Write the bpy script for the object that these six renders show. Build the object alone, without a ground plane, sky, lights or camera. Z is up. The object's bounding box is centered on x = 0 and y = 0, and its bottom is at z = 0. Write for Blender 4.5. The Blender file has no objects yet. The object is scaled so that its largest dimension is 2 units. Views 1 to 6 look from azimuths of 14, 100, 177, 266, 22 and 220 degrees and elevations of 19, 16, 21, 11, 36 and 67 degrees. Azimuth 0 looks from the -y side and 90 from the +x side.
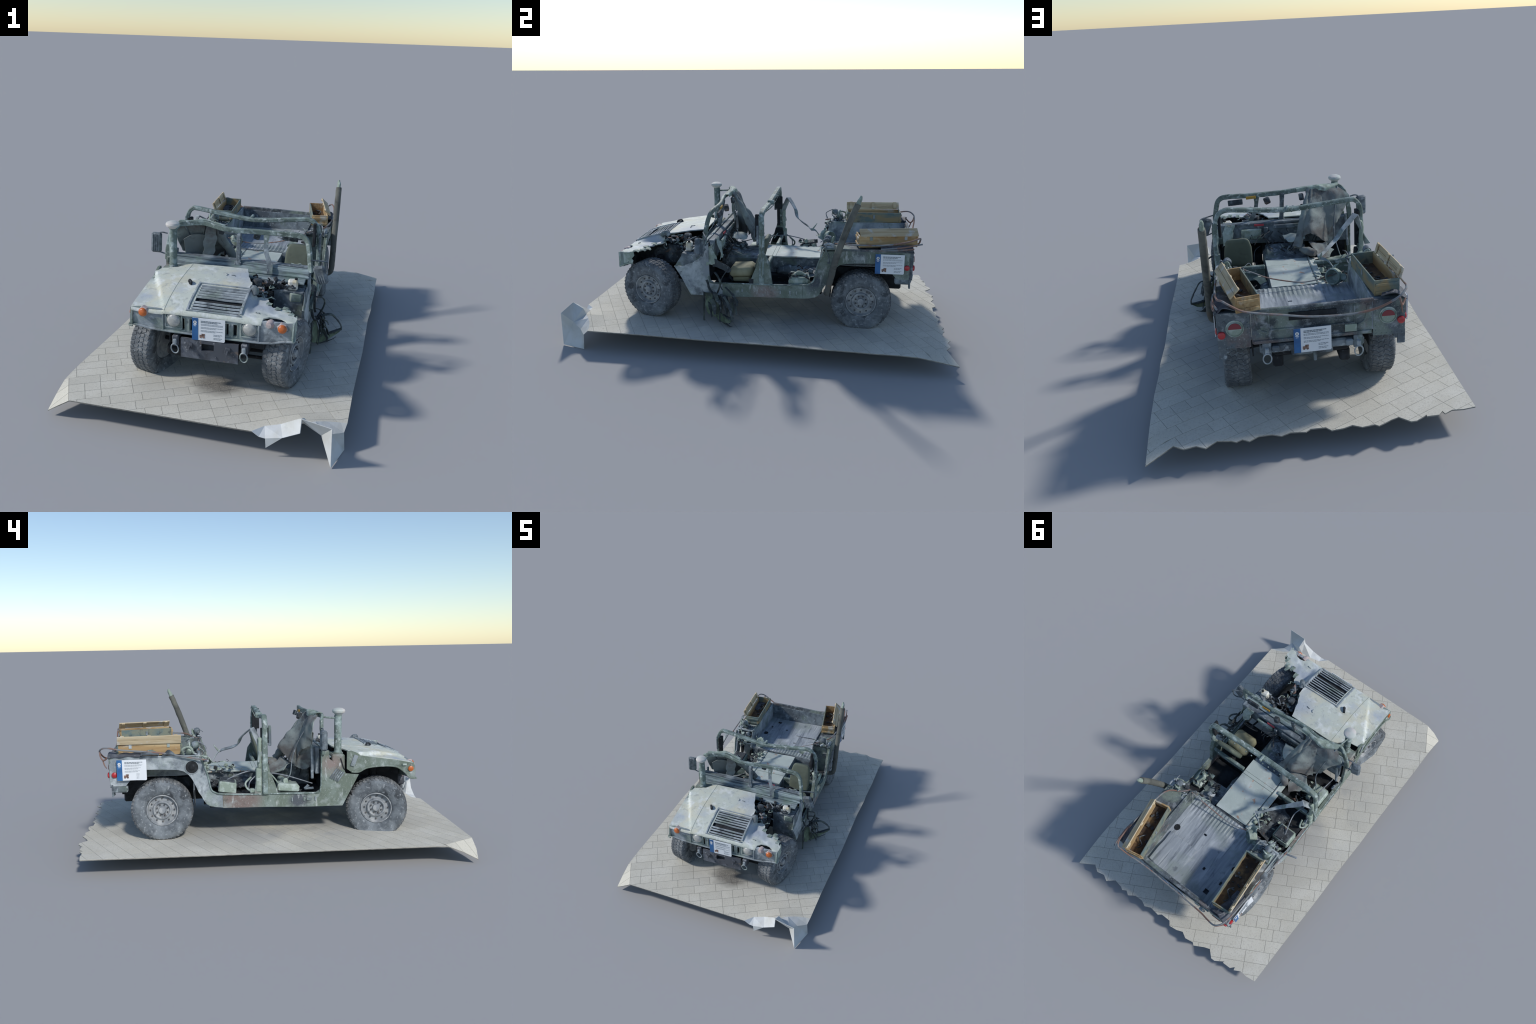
import bpy, bmesh, math, random
from mathutils import Vector, Matrix, noise
from mathutils.geometry import delaunay_2d_cdt

rnd = random.Random(7)
YAW = math.radians(1.36)      # the truck stands slightly turned on the paving
BASE = 0.092                  # height of the paving under the wheels

# ------------------------------------------------------------------ materials
def lin(h):
    h = h.lstrip('#')
    c = [int(h[i:i + 2], 16) / 255 for i in (0, 2, 4)]
    return tuple((v / 12.92 if v <= .04045 else ((v + .055) / 1.055) ** 2.4) for v in c) + (1,)

def material(name, base, layers=(), rough=.8, metal=0., bump=.25, bump_scale=70., coat=0., spread=0.):
    m = bpy.data.materials.new(name)
    m.use_nodes = True
    nt = m.node_tree
    N, Lk = nt.nodes, nt.links
    bs = N['Principled BSDF']
    tc = N.new('ShaderNodeTexCoord')
    col = N.new('ShaderNodeRGB')
    col.outputs[0].default_value = lin(base)
    cur = col.outputs[0]
    for i, l in enumerate(layers):
        mp = N.new('ShaderNodeMapping')
        mp.inputs['Scale'].default_value = l.get('stretch', (1, 1, 1))
        mp.inputs['Rotation'].default_value = l.get('rot', (0, 0, 0))
        mp.inputs['Location'].default_value = (3.7 * i + l.get('seed', 0), 1.3 * i, .9 * i)
        Lk.new(tc.outputs['Object'], mp.inputs[0])
        if l.get('kind') == 'cells':
            t = N.new('ShaderNodeTexVoronoi')
            t.inputs['Scale'].default_value = l['scale']
            out = t.outputs['Distance']
        else:
            t = N.new('ShaderNodeTexNoise')
            t.inputs['Scale'].default_value = l['scale']
            t.inputs['Detail'].default_value = l.get('detail', 6)
            t.inputs['Roughness'].default_value = l.get('rough', .6)
            t.inputs['Distortion'].default_value = l.get('dist', .3)
            out = t.outputs['Fac']
        Lk.new(mp.outputs[0], t.inputs['Vector'])
        mr = N.new('ShaderNodeMapRange')
        mr.inputs['From Min'].default_value = l['lo']
        mr.inputs['From Max'].default_value = l['hi']
        mr.inputs['To Max'].default_value = l.get('k', 1.)
        Lk.new(out, mr.inputs['Value'])
        fac = mr.outputs[0]
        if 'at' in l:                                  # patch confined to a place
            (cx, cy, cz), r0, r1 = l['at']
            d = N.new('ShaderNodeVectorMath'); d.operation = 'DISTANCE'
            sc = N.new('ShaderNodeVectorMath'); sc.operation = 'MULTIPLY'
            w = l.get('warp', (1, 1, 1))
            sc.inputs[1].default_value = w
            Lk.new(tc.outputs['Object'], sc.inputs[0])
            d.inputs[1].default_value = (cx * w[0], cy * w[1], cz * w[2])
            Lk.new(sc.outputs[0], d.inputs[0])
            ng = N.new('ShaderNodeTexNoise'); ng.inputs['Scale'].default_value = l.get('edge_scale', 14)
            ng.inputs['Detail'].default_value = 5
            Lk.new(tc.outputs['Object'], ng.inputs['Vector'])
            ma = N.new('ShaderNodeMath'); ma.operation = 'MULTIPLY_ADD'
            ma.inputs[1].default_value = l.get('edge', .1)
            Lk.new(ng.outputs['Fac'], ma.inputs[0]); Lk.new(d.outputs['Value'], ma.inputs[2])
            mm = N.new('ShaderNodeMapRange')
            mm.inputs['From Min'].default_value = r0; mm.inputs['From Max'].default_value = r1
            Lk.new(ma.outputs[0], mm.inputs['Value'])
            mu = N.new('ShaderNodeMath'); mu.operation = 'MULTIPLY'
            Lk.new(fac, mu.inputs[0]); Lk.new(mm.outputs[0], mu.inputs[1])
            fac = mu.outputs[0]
        mx = N.new('ShaderNodeMix'); mx.data_type = 'RGBA'
        Lk.new(fac, mx.inputs['Factor'])
        Lk.new(cur, mx.inputs['A'])
        mx.inputs['B'].default_value = lin(l['col'])
        cur = mx.outputs['Result']
    if spread:
        oi = N.new('ShaderNodeObjectInfo')
        hs = N.new('ShaderNodeHueSaturation')
        mr = N.new('ShaderNodeMapRange')
        mr.inputs['To Min'].default_value = 1 - spread; mr.inputs['To Max'].default_value = 1 + spread
        Lk.new(oi.outputs['Random'], mr.inputs['Value'])
        Lk.new(mr.outputs[0], hs.inputs['Value']); Lk.new(cur, hs.inputs['Color'])
        cur = hs.outputs['Color']
    Lk.new(cur, bs.inputs['Base Color'])
    bs.inputs['Roughness'].default_value = rough
    bs.inputs['Metallic'].default_value = metal
    bs.inputs['Coat Weight'].default_value = coat
    if bump:
        nb = N.new('ShaderNodeTexNoise'); nb.inputs['Scale'].default_value = bump_scale
        nb.inputs['Detail'].default_value = 6
        Lk.new(tc.outputs['Object'], nb.inputs['Vector'])
        b = N.new('ShaderNodeBump'); b.inputs['Strength'].default_value = bump
        b.inputs['Distance'].default_value = .004
        Lk.new(nb.outputs['Fac'], b.inputs['Height']); Lk.new(b.outputs[0], bs.inputs['Normal'])
    return m

ASH = dict(col='#c9cfd4', scale=9, lo=.50, hi=.64, k=.75)
SPECK = dict(col='#d3d8d8', scale=190, lo=.60, hi=.72, k=.35, detail=3)
SOOT = dict(col='#2b3036', scale=16, lo=.55, hi=.70, k=.7)
STREAK = dict(col='#aab0b4', scale=30, lo=.52, hi=.66, k=.6, stretch=(1, 1, .12))

MAT = {}
MAT['hood'] = material('faded_hood_paint', '#c3c9bf', [
    dict(col='#cbc8b3', scale=6, lo=.48, hi=.62, k=.75),
    dict(col='#b4bcc2', scale=8, lo=.52, hi=.64, k=.6, seed=4),
    dict(col='#dfe3e2', scale=18, lo=.53, hi=.66, k=.75),
    dict(col='#a3acb8', scale=9, lo=.3, hi=.46, k=.9, at=((.17, -.64, .48), .17, .09), edge=.10),
    dict(col='#a8b1bb', scale=9, lo=.32, hi=.48, k=.85, at=((.06, -.44, .51), .16, .07), edge=.10),
    dict(col='#acb5be', scale=9, lo=.32, hi=.48, k=.85, at=((-.31, -.66, .46), .10, .05), edge=.08),
    dict(col='#949a9a', scale=34, lo=.57, hi=.68, k=.55),
    dict(col='#7e8688', scale=90, lo=.60, hi=.70, k=.45),
    SPECK], rough=.66, bump=.1)
MAT['side'] = material('worn_green_paint', '#6a766b', [
    dict(col='#828f89', scale=10, lo=.45, hi=.62, k=.8),
    dict(col='#8a7a76', scale=5, lo=.2, hi=.35, k=.9, at=((-.354, -.33, .45), .11, .06), edge=.08),
    dict(col='#7a6a66', scale=5, lo=.2, hi=.35, k=.9, at=((-.354, .13, .27), .17, .10), edge=.08, warp=(1, 1, 1.3)),
    dict(col='#4d525c', scale=5, lo=.2, hi=.35, k=.9, at=((-.354, -.165, .275), .10, .06), edge=.06, warp=(1, 1, 1.3)),
    dict(col='#8b7c78', scale=5, lo=.2, hi=.35, k=.85, at=((.35, .02, .26), .12, .07), edge=.06, warp=(1, 1, 1.5)),
    dict(col='#4a515c', scale=5, lo=.2, hi=.35, k=.9, at=((.35, .28, .34), .12, .06), edge=.08),
    dict(col='#565d63', scale=5, lo=.2, hi=.35, k=.85, at=((.35, .50, .48), .12, .05), edge=.10),
    dict(col='#9fa8a8', scale=16, lo=.53, hi=.68, k=.7),
    dict(col='#c6cccc', scale=45, lo=.58, hi=.70, k=.7, stretch=(1, 1, .35)),
    dict(col='#3f4a44', scale=22, lo=.58, hi=.70, k=.5, seed=2),
    SPECK], rough=.75)
MAT['door'] = material('torn_green_door_skin', '#5d6d58', [
    dict(col='#7c8a78', scale=14, lo=.46, hi=.6, k=.8),
    dict(col='#2c3130', scale=12, lo=.52, hi=.62, k=.85)], rough=.75)
MAT['scorched'] = material('scorched_strip_metal', '#3f464a', [
    dict(col='#5f6a62', scale=12, lo=.48, hi=.6, k=.8),
    dict(col='#24282b', scale=16, lo=.5, hi=.62, k=.85),
    dict(col='#858e92', scale=50, lo=.58, hi=.68, k=.6)], rough=.8)
MAT['ashy'] = material('scorched_pale_metal', '#8b949a', [
    dict(col='#b9c1c5', scale=10, lo=.46, hi=.60, k=.85),
    dict(col='#5b636a', scale=14, lo=.52, hi=.66, k=.8),
    dict(col='#7a8a7c', scale=7, lo=.52, hi=.62, k=.6, seed=5),
    dict(col='#3c4249', scale=26, lo=.60, hi=.70, k=.6),
    SPECK], rough=.75)
MAT['frame'] = material('chipped_frame_paint', '#66756f', [
    dict(col='#9cadac', scale=16, lo=.46, hi=.62, k=.8),
    dict(col='#42504a', scale=12, lo=.54, hi=.64, k=.7),
    dict(col='#cdd6d6', scale=40, lo=.56, hi=.66, k=.6),
    dict(col='#39424a', scale=30, lo=.62, hi=.70, k=.6), SPECK], rough=.65)
MAT['burnt'] = material('burnt_dark_metal', '#5c656c', [
    dict(col='#8a959c', scale=14, lo=.46, hi=.62, k=.85),
    dict(col='#343a41', scale=12, lo=.53, hi=.66, k=.85),
    dict(col='#6d7c71', scale=8, lo=.54, hi=.62, k=.6, seed=3),
    dict(col='#b4bdc2', scale=36, lo=.57, hi=.68, k=.7)], rough=.75)
MAT['sill'] = material('streaked_sill_metal', '#66747a', [
    dict(col='#9cabaf', scale=60, lo=.47, hi=.58, k=.85, stretch=(.08, 1, 1)),
    dict(col='#39434a', scale=70, lo=.52, hi=.62, k=.8, stretch=(.1, 1, 1)),
    dict(col='#6f8578', scale=9, lo=.52, hi=.62, k=.5)], rough=.65)
MAT['rear'] = material('sooty_rear_panel', '#5b646a', [
    dict(col='#7d8a80', scale=7, lo=.48, hi=.6, k=.8),
    dict(col='#343a41', scale=9, lo=.5, hi=.62, k=.85),
    dict(col='#9aa1a6', scale=20, lo=.55, hi=.66, k=.7),
    dict(col='#7a6a66', scale=5, lo=.56, hi=.62, k=.5), SPECK], rough=.8)
MAT['bed'] = material('scraped_bed_floor', '#979fa7', [
    dict(col='#bcc3c8', scale=20, lo=.46, hi=.66, k=.8, stretch=(1, .16, 1), dist=1.2),
    dict(col='#59626d', scale=34, lo=.52, hi=.66, k=.75, stretch=(1, .1, 1), dist=.8),
    dict(col='#84908c', scale=5, lo=.52, hi=.62, k=.6),
    dict(col='#ccd2d5', scale=8, lo=.54, hi=.66, k=.65, stretch=(1, .6, 1)),
    dict(col='#4b535d', scale=12, lo=.62, hi=.70, k=.7)], rough=.6, bump=.2)
MAT['cover'] = material('pale_tunnel_cover', '#b2bdb8', [
    dict(col='#c4ccca', scale=12, lo=.48, hi=.64, k=.8),
    dict(col='#8f9a9c', scale=7, lo=.52, hi=.66, k=.6),
    dict(col='#b98d72', scale=26, lo=.62, hi=.66, k=.8), SPECK], rough=.7)
MAT['cap'] = material('bleached_intake_cap', '#b9bfbb', [
    dict(col='#cfc8c4', scale=18, lo=.46, hi=.60, k=.8),
    dict(col='#7d8a83', scale=24, lo=.58, hi=.68, k=.7)], rough=.7)
MAT['dark'] = material('soot_black', '#1d2024', [
    dict(col='#33383e', scale=16, lo=.48, hi=.66, k=.8),
    dict(col='#5b6067', scale=40, lo=.6, hi=.7, k=.5)], rough=.9)
MAT['mid'] = material('charred_debris', '#3c4146', [
    dict(col='#6c7478', scale=30, lo=.5, hi=.64, k=.85),
    dict(col='#22262a', scale=24, lo=.48, hi=.62, k=.8),
    dict(col='#8a6a52', scale=18, lo=.62, hi=.68, k=.5),
    dict(col='#9da5a6', scale=60, lo=.6, hi=.68, k=.6)], rough=.85)
MAT['pale'] = material('pale_green_scrap', '#8c9a8e', [
    dict(col='#b8c4bf', scale=24, lo=.48, hi=.62, k=.8),
    dict(col='#515a58', scale=20, lo=.56, hi=.66, k=.7), SPECK], rough=.7)
MAT['tyre'] = material('dusty_tyre_rubber', '#5a6066', [
    dict(col='#8b9297', scale=12, lo=.46, hi=.62, k=.7),
    dict(col='#737a80', scale=34, lo=.46, hi=.60, k=.7),
    dict(col='#34383d', scale=13, lo=.57, hi=.65, k=.75, seed=3),
    dict(col='#b0b5b9', scale=70, lo=.57, hi=.68, k=.6)], rough=.9, bump=.3)
MAT['tread'] = material('worn_tread_rubber', '#575b5f', [
    dict(col='#929495', scale=16, lo=.46, hi=.60, k=.7),
    dict(col='#676b6f', scale=40, lo=.46, hi=.62, k=.6)], rough=.9)
MAT['rim'] = material('dusty_wheel_metal', '#868b90', [
    dict(col='#b6b8b8', scale=18, lo=.45, hi=.62, k=.8),
    dict(col='#50565d', scale=26, lo=.54, hi=.66, k=.8),
    dict(col='#7d6656', scale=40, lo=.66, hi=.72, k=.5)], rough=.75)
MAT['nut'] = material('dark_wheel_nut', '#4e5053', [
    dict(col='#6f6964', scale=60, lo=.5, hi=.6, k=.6)], rough=.7)
MAT['wood'] = material('aged_crate_wood', '#a98d64', [
    dict(col='#c8b38c', scale=22, lo=.46, hi=.62, k=.8, stretch=(1, .1, 1)),
    dict(col='#80623f', scale=46, lo=.52, hi=.66, k=.8, stretch=(1, .08, 1)),
    dict(col='#b9bab4', scale=9, lo=.54, hi=.64, k=.75),
    dict(col='#5c564b', scale=14, lo=.60, hi=.70, k=.7)], rough=.8, bump=.25)
MAT['gunmetal'] = material('dark_bumper_steel', '#4b4f57', [
    dict(col='#6d727b', scale=14, lo=.47, hi=.62, k=.8),
    dict(col='#30333a', scale=10, lo=.53, hi=.66, k=.8),
    dict(col='#9a9ca0', scale=40, lo=.60, hi=.68, k=.7),
    dict(col='#84705f', scale=24, lo=.64, hi=.70, k=.6)], rough=.7)
MAT['wood_pale'] = material('bleached_crate_wood', '#bca988', [
    dict(col='#d8cdb2', scale=22, lo=.45, hi=.62, k=.8, stretch=(1, .1, 1)),
    dict(col='#8f7c60', scale=46, lo=.55, hi=.66, k=.7, stretch=(1, .08, 1)),
    dict(col='#c5c8c8', scale=11, lo=.53, hi=.62, k=.8)], rough=.8, bump=.25)
MAT['wood_green'] = material('green_stained_crate_wood', '#7d8273', [
    dict(col='#5f7375', scale=16, lo=.45, hi=.6, k=.85),
    dict(col='#a08a62', scale=20, lo=.52, hi=.62, k=.8, stretch=(1, .15, 1)),
    dict(col='#44484a', scale=26, lo=.58, hi=.68, k=.7)], rough=.85)
MAT['wood_dark'] = material('dirty_crate_inside', '#5e4a37', [
    dict(col='#8a7350', scale=12, lo=.48, hi=.62, k=.8),
    dict(col='#33302e', scale=9, lo=.5, hi=.62, k=.8),
    dict(col='#8a8580', scale=24, lo=.58, hi=.68, k=.6)], rough=.9)
MAT['canvas'] = material('charred_canvas', '#7d8484', [
    dict(col='#625e5c', scale=8, lo=.48, hi=.60, k=.85),
    dict(col='#98a49e', scale=6, lo=.5, hi=.62, k=.85, seed=6),
    dict(col='#474b4f', scale=16, lo=.58, hi=.68, k=.7)], rough=.95, bump=.3, bump_scale=160)
MAT['seat'] = material('olive_seat_vinyl', '#5b6357', [
    dict(col='#727a6b', scale=8, lo=.45, hi=.65, k=.7),
    dict(col='#474d46', scale=20, lo=.56, hi=.68, k=.5)], rough=.7, bump=.12)
MAT['cushion'] = material('faded_seat_cushion', '#8b8a70', [
    dict(col='#a3a288', scale=9, lo=.46, hi=.64, k=.8),
    dict(col='#5d6154', scale=14, lo=.56, hi=.68, k=.6)], rough=.75, bump=.12)
MAT['pipe'] = material('sooty_exhaust_pipe', '#5d5e59', [
    dict(col='#74756d', scale=10, lo=.46, hi=.62, k=.8),
    dict(col='#42423e', scale=24, lo=.52, hi=.66, k=.7),
    dict(col='#6a5747', scale=14, lo=.60, hi=.68, k=.5)], rough=.9)
MAT['rust'] = material('rusty_rod', '#7f8488', [
    dict(col='#86675a', scale=9, lo=.47, hi=.55, k=.95),
    dict(col='#5a5f66', scale=30, lo=.55, hi=.66, k=.7)], rough=.75)
MAT['wire'] = material('grey_cable', '#777d84', [
    dict(col='#a5abb0', scale=20, lo=.5, hi=.6, k=.7)], rough=.8)
MAT['white'] = material('white_sign_sheet', '#e4e8ec', [
    dict(col='#cfd5da', scale=8, lo=.5, hi=.7, k=.5)], rough=.5, bump=0)
MAT['blue'] = material('blue_sign_band', '#2f6aa3', [
    dict(col='#274f80', scale=14, lo=.4, hi=.6, k=.8)], rough=.5, bump=0)
MAT['ink'] = material('grey_sign_print', '#6e7880', rough=.6, bump=0)
MAT['photo'] = material('brown_sign_picture', '#8c6f62', [
    dict(col='#5a4a46', scale=90, lo=.48, hi=.56, k=.9)], rough=.6, bump=0)
MAT['orange'] = material('orange_lens', '#c8682a', [
    dict(col='#a8541f', scale=60, lo=.45, hi=.65, k=.6)], rough=.35, bump=.05, coat=.4)
MAT['red'] = material('red_lens', '#b0262c', rough=.35, bump=.03, coat=.5)
MAT['dark_red'] = material('dusty_dark_red_lens', '#7d2a33', rough=.4, bump=.03, coat=.3)
MAT['lamp'] = material('dusty_headlamp_glass', '#a6a7a3', [
    dict(col='#c6c5be', scale=26, lo=.45, hi=.6, k=.8),
    dict(col='#7d838a', scale=16, lo=.55, hi=.68, k=.6)], rough=.3, bump=.03, coat=.6)
MAT['pink'] = material('bleached_lamp_body', '#b5a5a2', [
    dict(col='#8f9296', scale=30, lo=.5, hi=.62, k=.8)], rough=.6)
MAT['bottle'] = material('white_plastic_tank', '#dcdad0', [
    dict(col='#c9b888', scale=6, lo=.5, hi=.56, k=.8)], rough=.5, bump=.05)
MAT['yellow'] = material('yellow_warning_label', '#b58c3a', rough=.7, bump=.05)
MAT['label'] = material('red_warning_label', '#b5404a', rough=.7, bump=.05)
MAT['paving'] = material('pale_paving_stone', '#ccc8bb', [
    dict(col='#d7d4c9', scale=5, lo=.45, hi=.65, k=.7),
    dict(col='#9a9d9f', scale=2.2, lo=.36, hi=.50, k=.8, at=((.1, -.02, .09), .90, .48), warp=(1, .80, 1), edge=.3, edge_scale=3),  # broad cast shadow around the truck, softened and painted into the stone colour
    dict(col='#625f5b', scale=6, lo=.25, hi=.4, k=.85, at=((.04, -.71, .09), .17, .10), edge=.10, edge_scale=16, warp=(.8, 1.2, 1)),
    dict(col='#b3aea2', scale=150, lo=.52, hi=.64, k=.5, detail=4),
    dict(col='#827d74', scale=55, lo=.66, hi=.72, k=.5)], rough=.9, bump=.25, bump_scale=240, spread=.05)
MAT['joint'] = material('sandy_paving_joint', '#9b9992', [
    dict(col='#6c6c69', scale=30, lo=.45, hi=.6, k=.7)], rough=.95)
MAT['sheet'] = material('pale_curled_sheet', '#c9cac6', [
    dict(col='#d9dcdd', scale=6, lo=.45, hi=.6, k=.8),
    dict(col='#a4abac', scale=5, lo=.54, hi=.66, k=.6)], rough=.85)

# ------------------------------------------------------------------ mesh tools
def nz(p, s, seed=0.):
    return noise.noise(Vector((p[0] * s + seed, p[1] * s + seed * 1.7, p[2] * s - seed)))

def nvec(p, s, seed=0.):
    return Vector((nz(p, s, seed), nz(p, s, seed + 31.4), nz(p, s, seed + 77.7)))

def inside(p, poly):
    r = False
    for (x0, y0), (x1, y1) in zip(poly, poly[1:] + poly[:1]):
        if (y0 > p[1]) != (y1 > p[1]) and p[0] < (x1 - x0) * (p[1] - y0) / (y1 - y0) + x0:
            r = not r
    return r

def fill(outline, step, holes, cuts):
    """triangulate an outline on a grid of about the given step, leaving rectangular holes open"""
    poly = [tuple(p) for p in outline]
    if sum(a[0] * b[1] - b[0] * a[1] for a, b in zip(poly, poly[1:] + poly[:1])) < 0:
        poly.reverse()
    xs = [p[0] for p in poly]; ys = [p[1] for p in poly]
    def dense(loop):
        out = []
        for a, b in zip(loop, loop[1:] + loop[:1]):
            d = math.dist(a, b)
            k = max(1, int(round(d / step))) if step else 1
            out += [(a[0] + (b[0] - a[0]) * t / k, a[1] + (b[1] - a[1]) * t / k) for t in range(k)]
        return out
    P = dense(poly)
    loops = [list(range(len(P)))]
    for (x0, y0, x1, y1) in holes:
        q = dense([(x0, y0), (x1, y0), (x1, y1), (x0, y1)])
        loops.append(list(range(len(P), len(P) + len(q))))
        P += q
    if step:
        nx = max(1, int(round((max(xs) - min(xs)) / step))); ny = max(1, int(round((max(ys) - min(ys)) / step)))
        gx = [min(xs) + (max(xs) - min(xs)) * k / nx for k in range(1, nx)] + [c for a, c in cuts if a == 0]
        gy = [min(ys) + (max(ys) - min(ys)) * k / ny for k in range(1, ny)] + [c for a, c in cuts if a == 1]
        edge = {}
        for (a, b) in P:
            edge.setdefault((int(a / step), int(b / step)), []).append((a, b))
        lim = step * .35
        G = []
        for x in gx:
            for y in gy:
                c = (int(x / step), int(y / step))
                if any(math.dist((x, y), q) < lim for i in (-1, 0, 1) for j in (-1, 0, 1) for q in edge.get((c[0] + i, c[1] + j), ())):
                    continue
                if inside((x, y), poly) and not any(x0 <= x <= x1 and y0 <= y <= y1 for (x0, y0, x1, y1) in holes):
                    G.append((x, y))
        P = P + G
    r = delaunay_2d_cdt([Vector(p) for p in P], [], loops, 0, 1e-6)
    V = [(p.x, p.y) for p in r[0]]
    F = [list(f) for f, src in zip(r[2], r[5]) if 0 in src and len(src) == 1]
    return V, F

class Shape:
    def __init__(self):
        self.v, self.f, self.mi = [], [], []
    def add(self, V, F, mi=0):
        o = len(self.v)
        self.v += [Vector(p) for p in V]
        self.f += [tuple(i + o for i in f) for f in F]
        self.mi += [mi] * len(F)
        return self
    # chamfered block
    def box(self, c, s, rot=(0, 0, 0), bev=None, mi=0, taper=(1, 1), mat=None):
        hx, hy, hz = (k / 2 for k in s)
        b = min(s) * .18 if bev is None else bev
        b = min(b, min(s) * .45)
        R = mat if mat is not None else Matrix.Rotation(rot[2], 3, 'Z') @ Matrix.Rotation(rot[1], 3, 'Y') @ Matrix.Rotation(rot[0], 3, 'X')
        V, idx = [], {}
        for sx in (-1, 1):
            for sy in (-1, 1):
                for sz in (-1, 1):
                    for a in range(3):
                        d = [hx - b, hy - b, hz - b]
                        d[a] += b
                        tx = taper[0] if sz > 0 else 1
                        ty = taper[1] if sz > 0 else 1
                        idx[(sx, sy, sz, a)] = len(V)
                        V.append(Vector(c) + R @ Vector((sx * d[0] * tx, sy * d[1] * ty, sz * d[2])))
        F = []
        def quad(keys):
            F.append(tuple(idx[k] for k in keys))
        for s_ in (-1, 1):
            q = [(s_, -1, -1, 0), (s_, 1, -1, 0), (s_, 1, 1, 0), (s_, -1, 1, 0)]
            quad(q if s_ > 0 else q[::-1])
            q = [(-1, s_, -1, 1), (1, s_, -1, 1), (1, s_, 1, 1), (-1, s_, 1, 1)]
            quad(q[::-1] if s_ > 0 else q)
            q = [(-1, -1, s_, 2), (1, -1, s_, 2), (1, 1, s_, 2), (-1, 1, s_, 2)]
            quad(q if s_ > 0 else q[::-1])
        for a in (-1, 1):
            for c2 in (-1, 1):
                quad([(a, c2, -1, 0), (a, c2, 1, 0), (a, c2, 1, 1), (a, c2, -1, 1)])
                quad([(a, -1, c2, 0), (a, 1, c2, 0), (a, 1, c2, 2), (a, -1, c2, 2)])
                quad([(-1, a, c2, 1), (1, a, c2, 1), (1, a, c2, 2), (-1, a, c2, 2)])
        for sx in (-1, 1):
            for sy in (-1, 1):
                for sz in (-1, 1):
                    quad([(sx, sy, sz, 0), (sx, sy, sz, 1), (sx, sy, sz, 2)])
        return self.add(V, F, mi)
    # swept tube; section: round, or flat bar given as (width, height)
    def tube(self, path, r, n=10, smooth=6, section=None, mi=0, wob=0., up=(0, 0, 1), tip=1., seed=0.):
        P = spline([Vector(p) for p in path], smooth) if smooth > 1 and len(path) > 2 else [Vector(p) for p in path]
        rr = r if isinstance(r, (list, tuple)) else [r, r]
        if section:
            w, h = section[0] / 2, section[1] / 2
            c = min(w, h) * .4
            prof = [(w, -h + c), (w, h - c), (w - c, h), (-w + c, h), (-w, h - c), (-w, -h + c), (-w + c, -h), (w - c, -h)]
        else:
            prof = [(math.cos(2 * math.pi * k / n), math.sin(2 * math.pi * k / n)) for k in range(n)]
        m, n = len(P), len(prof)
        V, F = [], []
        t0 = (P[1] - P[0]).normalized()
        u = Vector(up)
        side = u.cross(t0)
        if side.length < 1e-4:
            side = Vector((1, 0, 0)).cross(t0)
        side.normalize()
        for i, p in enumerate(P):
            t = (P[min(i + 1, m - 1)] - P[max(i - 1, 0)]).normalized()
            side = (side - t * side.dot(t)).normalized()
            nn = t.cross(side)
            q = i / (m - 1) * (len(rr) - 1)
            a = min(int(q), len(rr) - 2)
            rad = rr[a] * (1 - (q - a)) + rr[a + 1] * (q - a)
            for (x, y) in prof:
                k = 1. if section else rad
                pt = p + (side * x + nn * y) * k
                if wob:
                    pt += nvec(pt, 45, seed) * wob
                V.append(pt)
        for i in range(m - 1):
            for k in range(n):
                k2 = (k + 1) % n
                F.append((i * n + k, i * n + k2, (i + 1) * n + k2, (i + 1) * n + k))
        F.append(tuple(range(n - 1, -1, -1)))
        F.append(tuple((m - 1) * n + k for k in range(n)))
        return self.add(V, F, mi)
    # turned profile [(radius, height)] about an axis
    def lathe(self, prof, c, axis=(0, 0, 1), n=24, mi=0, cap=(1, 1)):
        ax = Vector(axis).normalized()
        a = ax.orthogonal().normalized()
        b = ax.cross(a)
        V, F = [], []
        m = len(prof)
        for (r, h) in prof:
            for k in range(n):
                t = 2 * math.pi * k / n
                V.append(Vector(c) + ax * h + (a * math.cos(t) + b * math.sin(t)) * r)
        for i in range(m - 1):
            for k in range(n):
                k2 = (k + 1) % n
                F.append((i * n + k, i * n + k2, (i + 1) * n + k2, (i + 1) * n + k))
        if cap[0]:
            F.append(tuple(range(n - 1, -1, -1)))
        if cap[1]:
            F.append(tuple((m - 1) * n + k for k in range(n)))
        return self.add(V, F, mi)
    # plate cut from an outline lying in the plane (o; u, v); bent by warp, thickened along n
    def plate(self, outline, o, u, v, thick, step=.02, warp=None, holes=(), mi=0, amp=0., seed=0., cuts=()):
        u, v, o = Vector(u), Vector(v), Vector(o)
        n = u.cross(v).normalized()
        flat, faces = fill(outline, step, holes, cuts)
        count = {}
        for f in faces:
            for a, b in zip(f, f[1:] + f[:1]):
                count[(a, b)] = 1
        border = [(a, b, 0) for (a, b) in count if (b, a) not in count]
        N = len(flat)
        V = []
        for s in (1, 0):
            for (x, y) in flat:
                h = warp(x, y) if warp else 0.
                p = o + u * x + v * y + n * (h + (0 if s else -thick))
                if amp:
                    p = p + n * amp * (nz((x, y, seed), 14, seed) + .5 * nz((x, y, seed), 40, seed))
                V.append(p)
        F = [tuple(f) for f in faces] + [tuple(N + i for i in reversed(f)) for f in faces]
        direct = set()
        for f in faces:
            for a, b in zip(f, f[1:] + f[:1]):
                direct.add((a, b))
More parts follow.
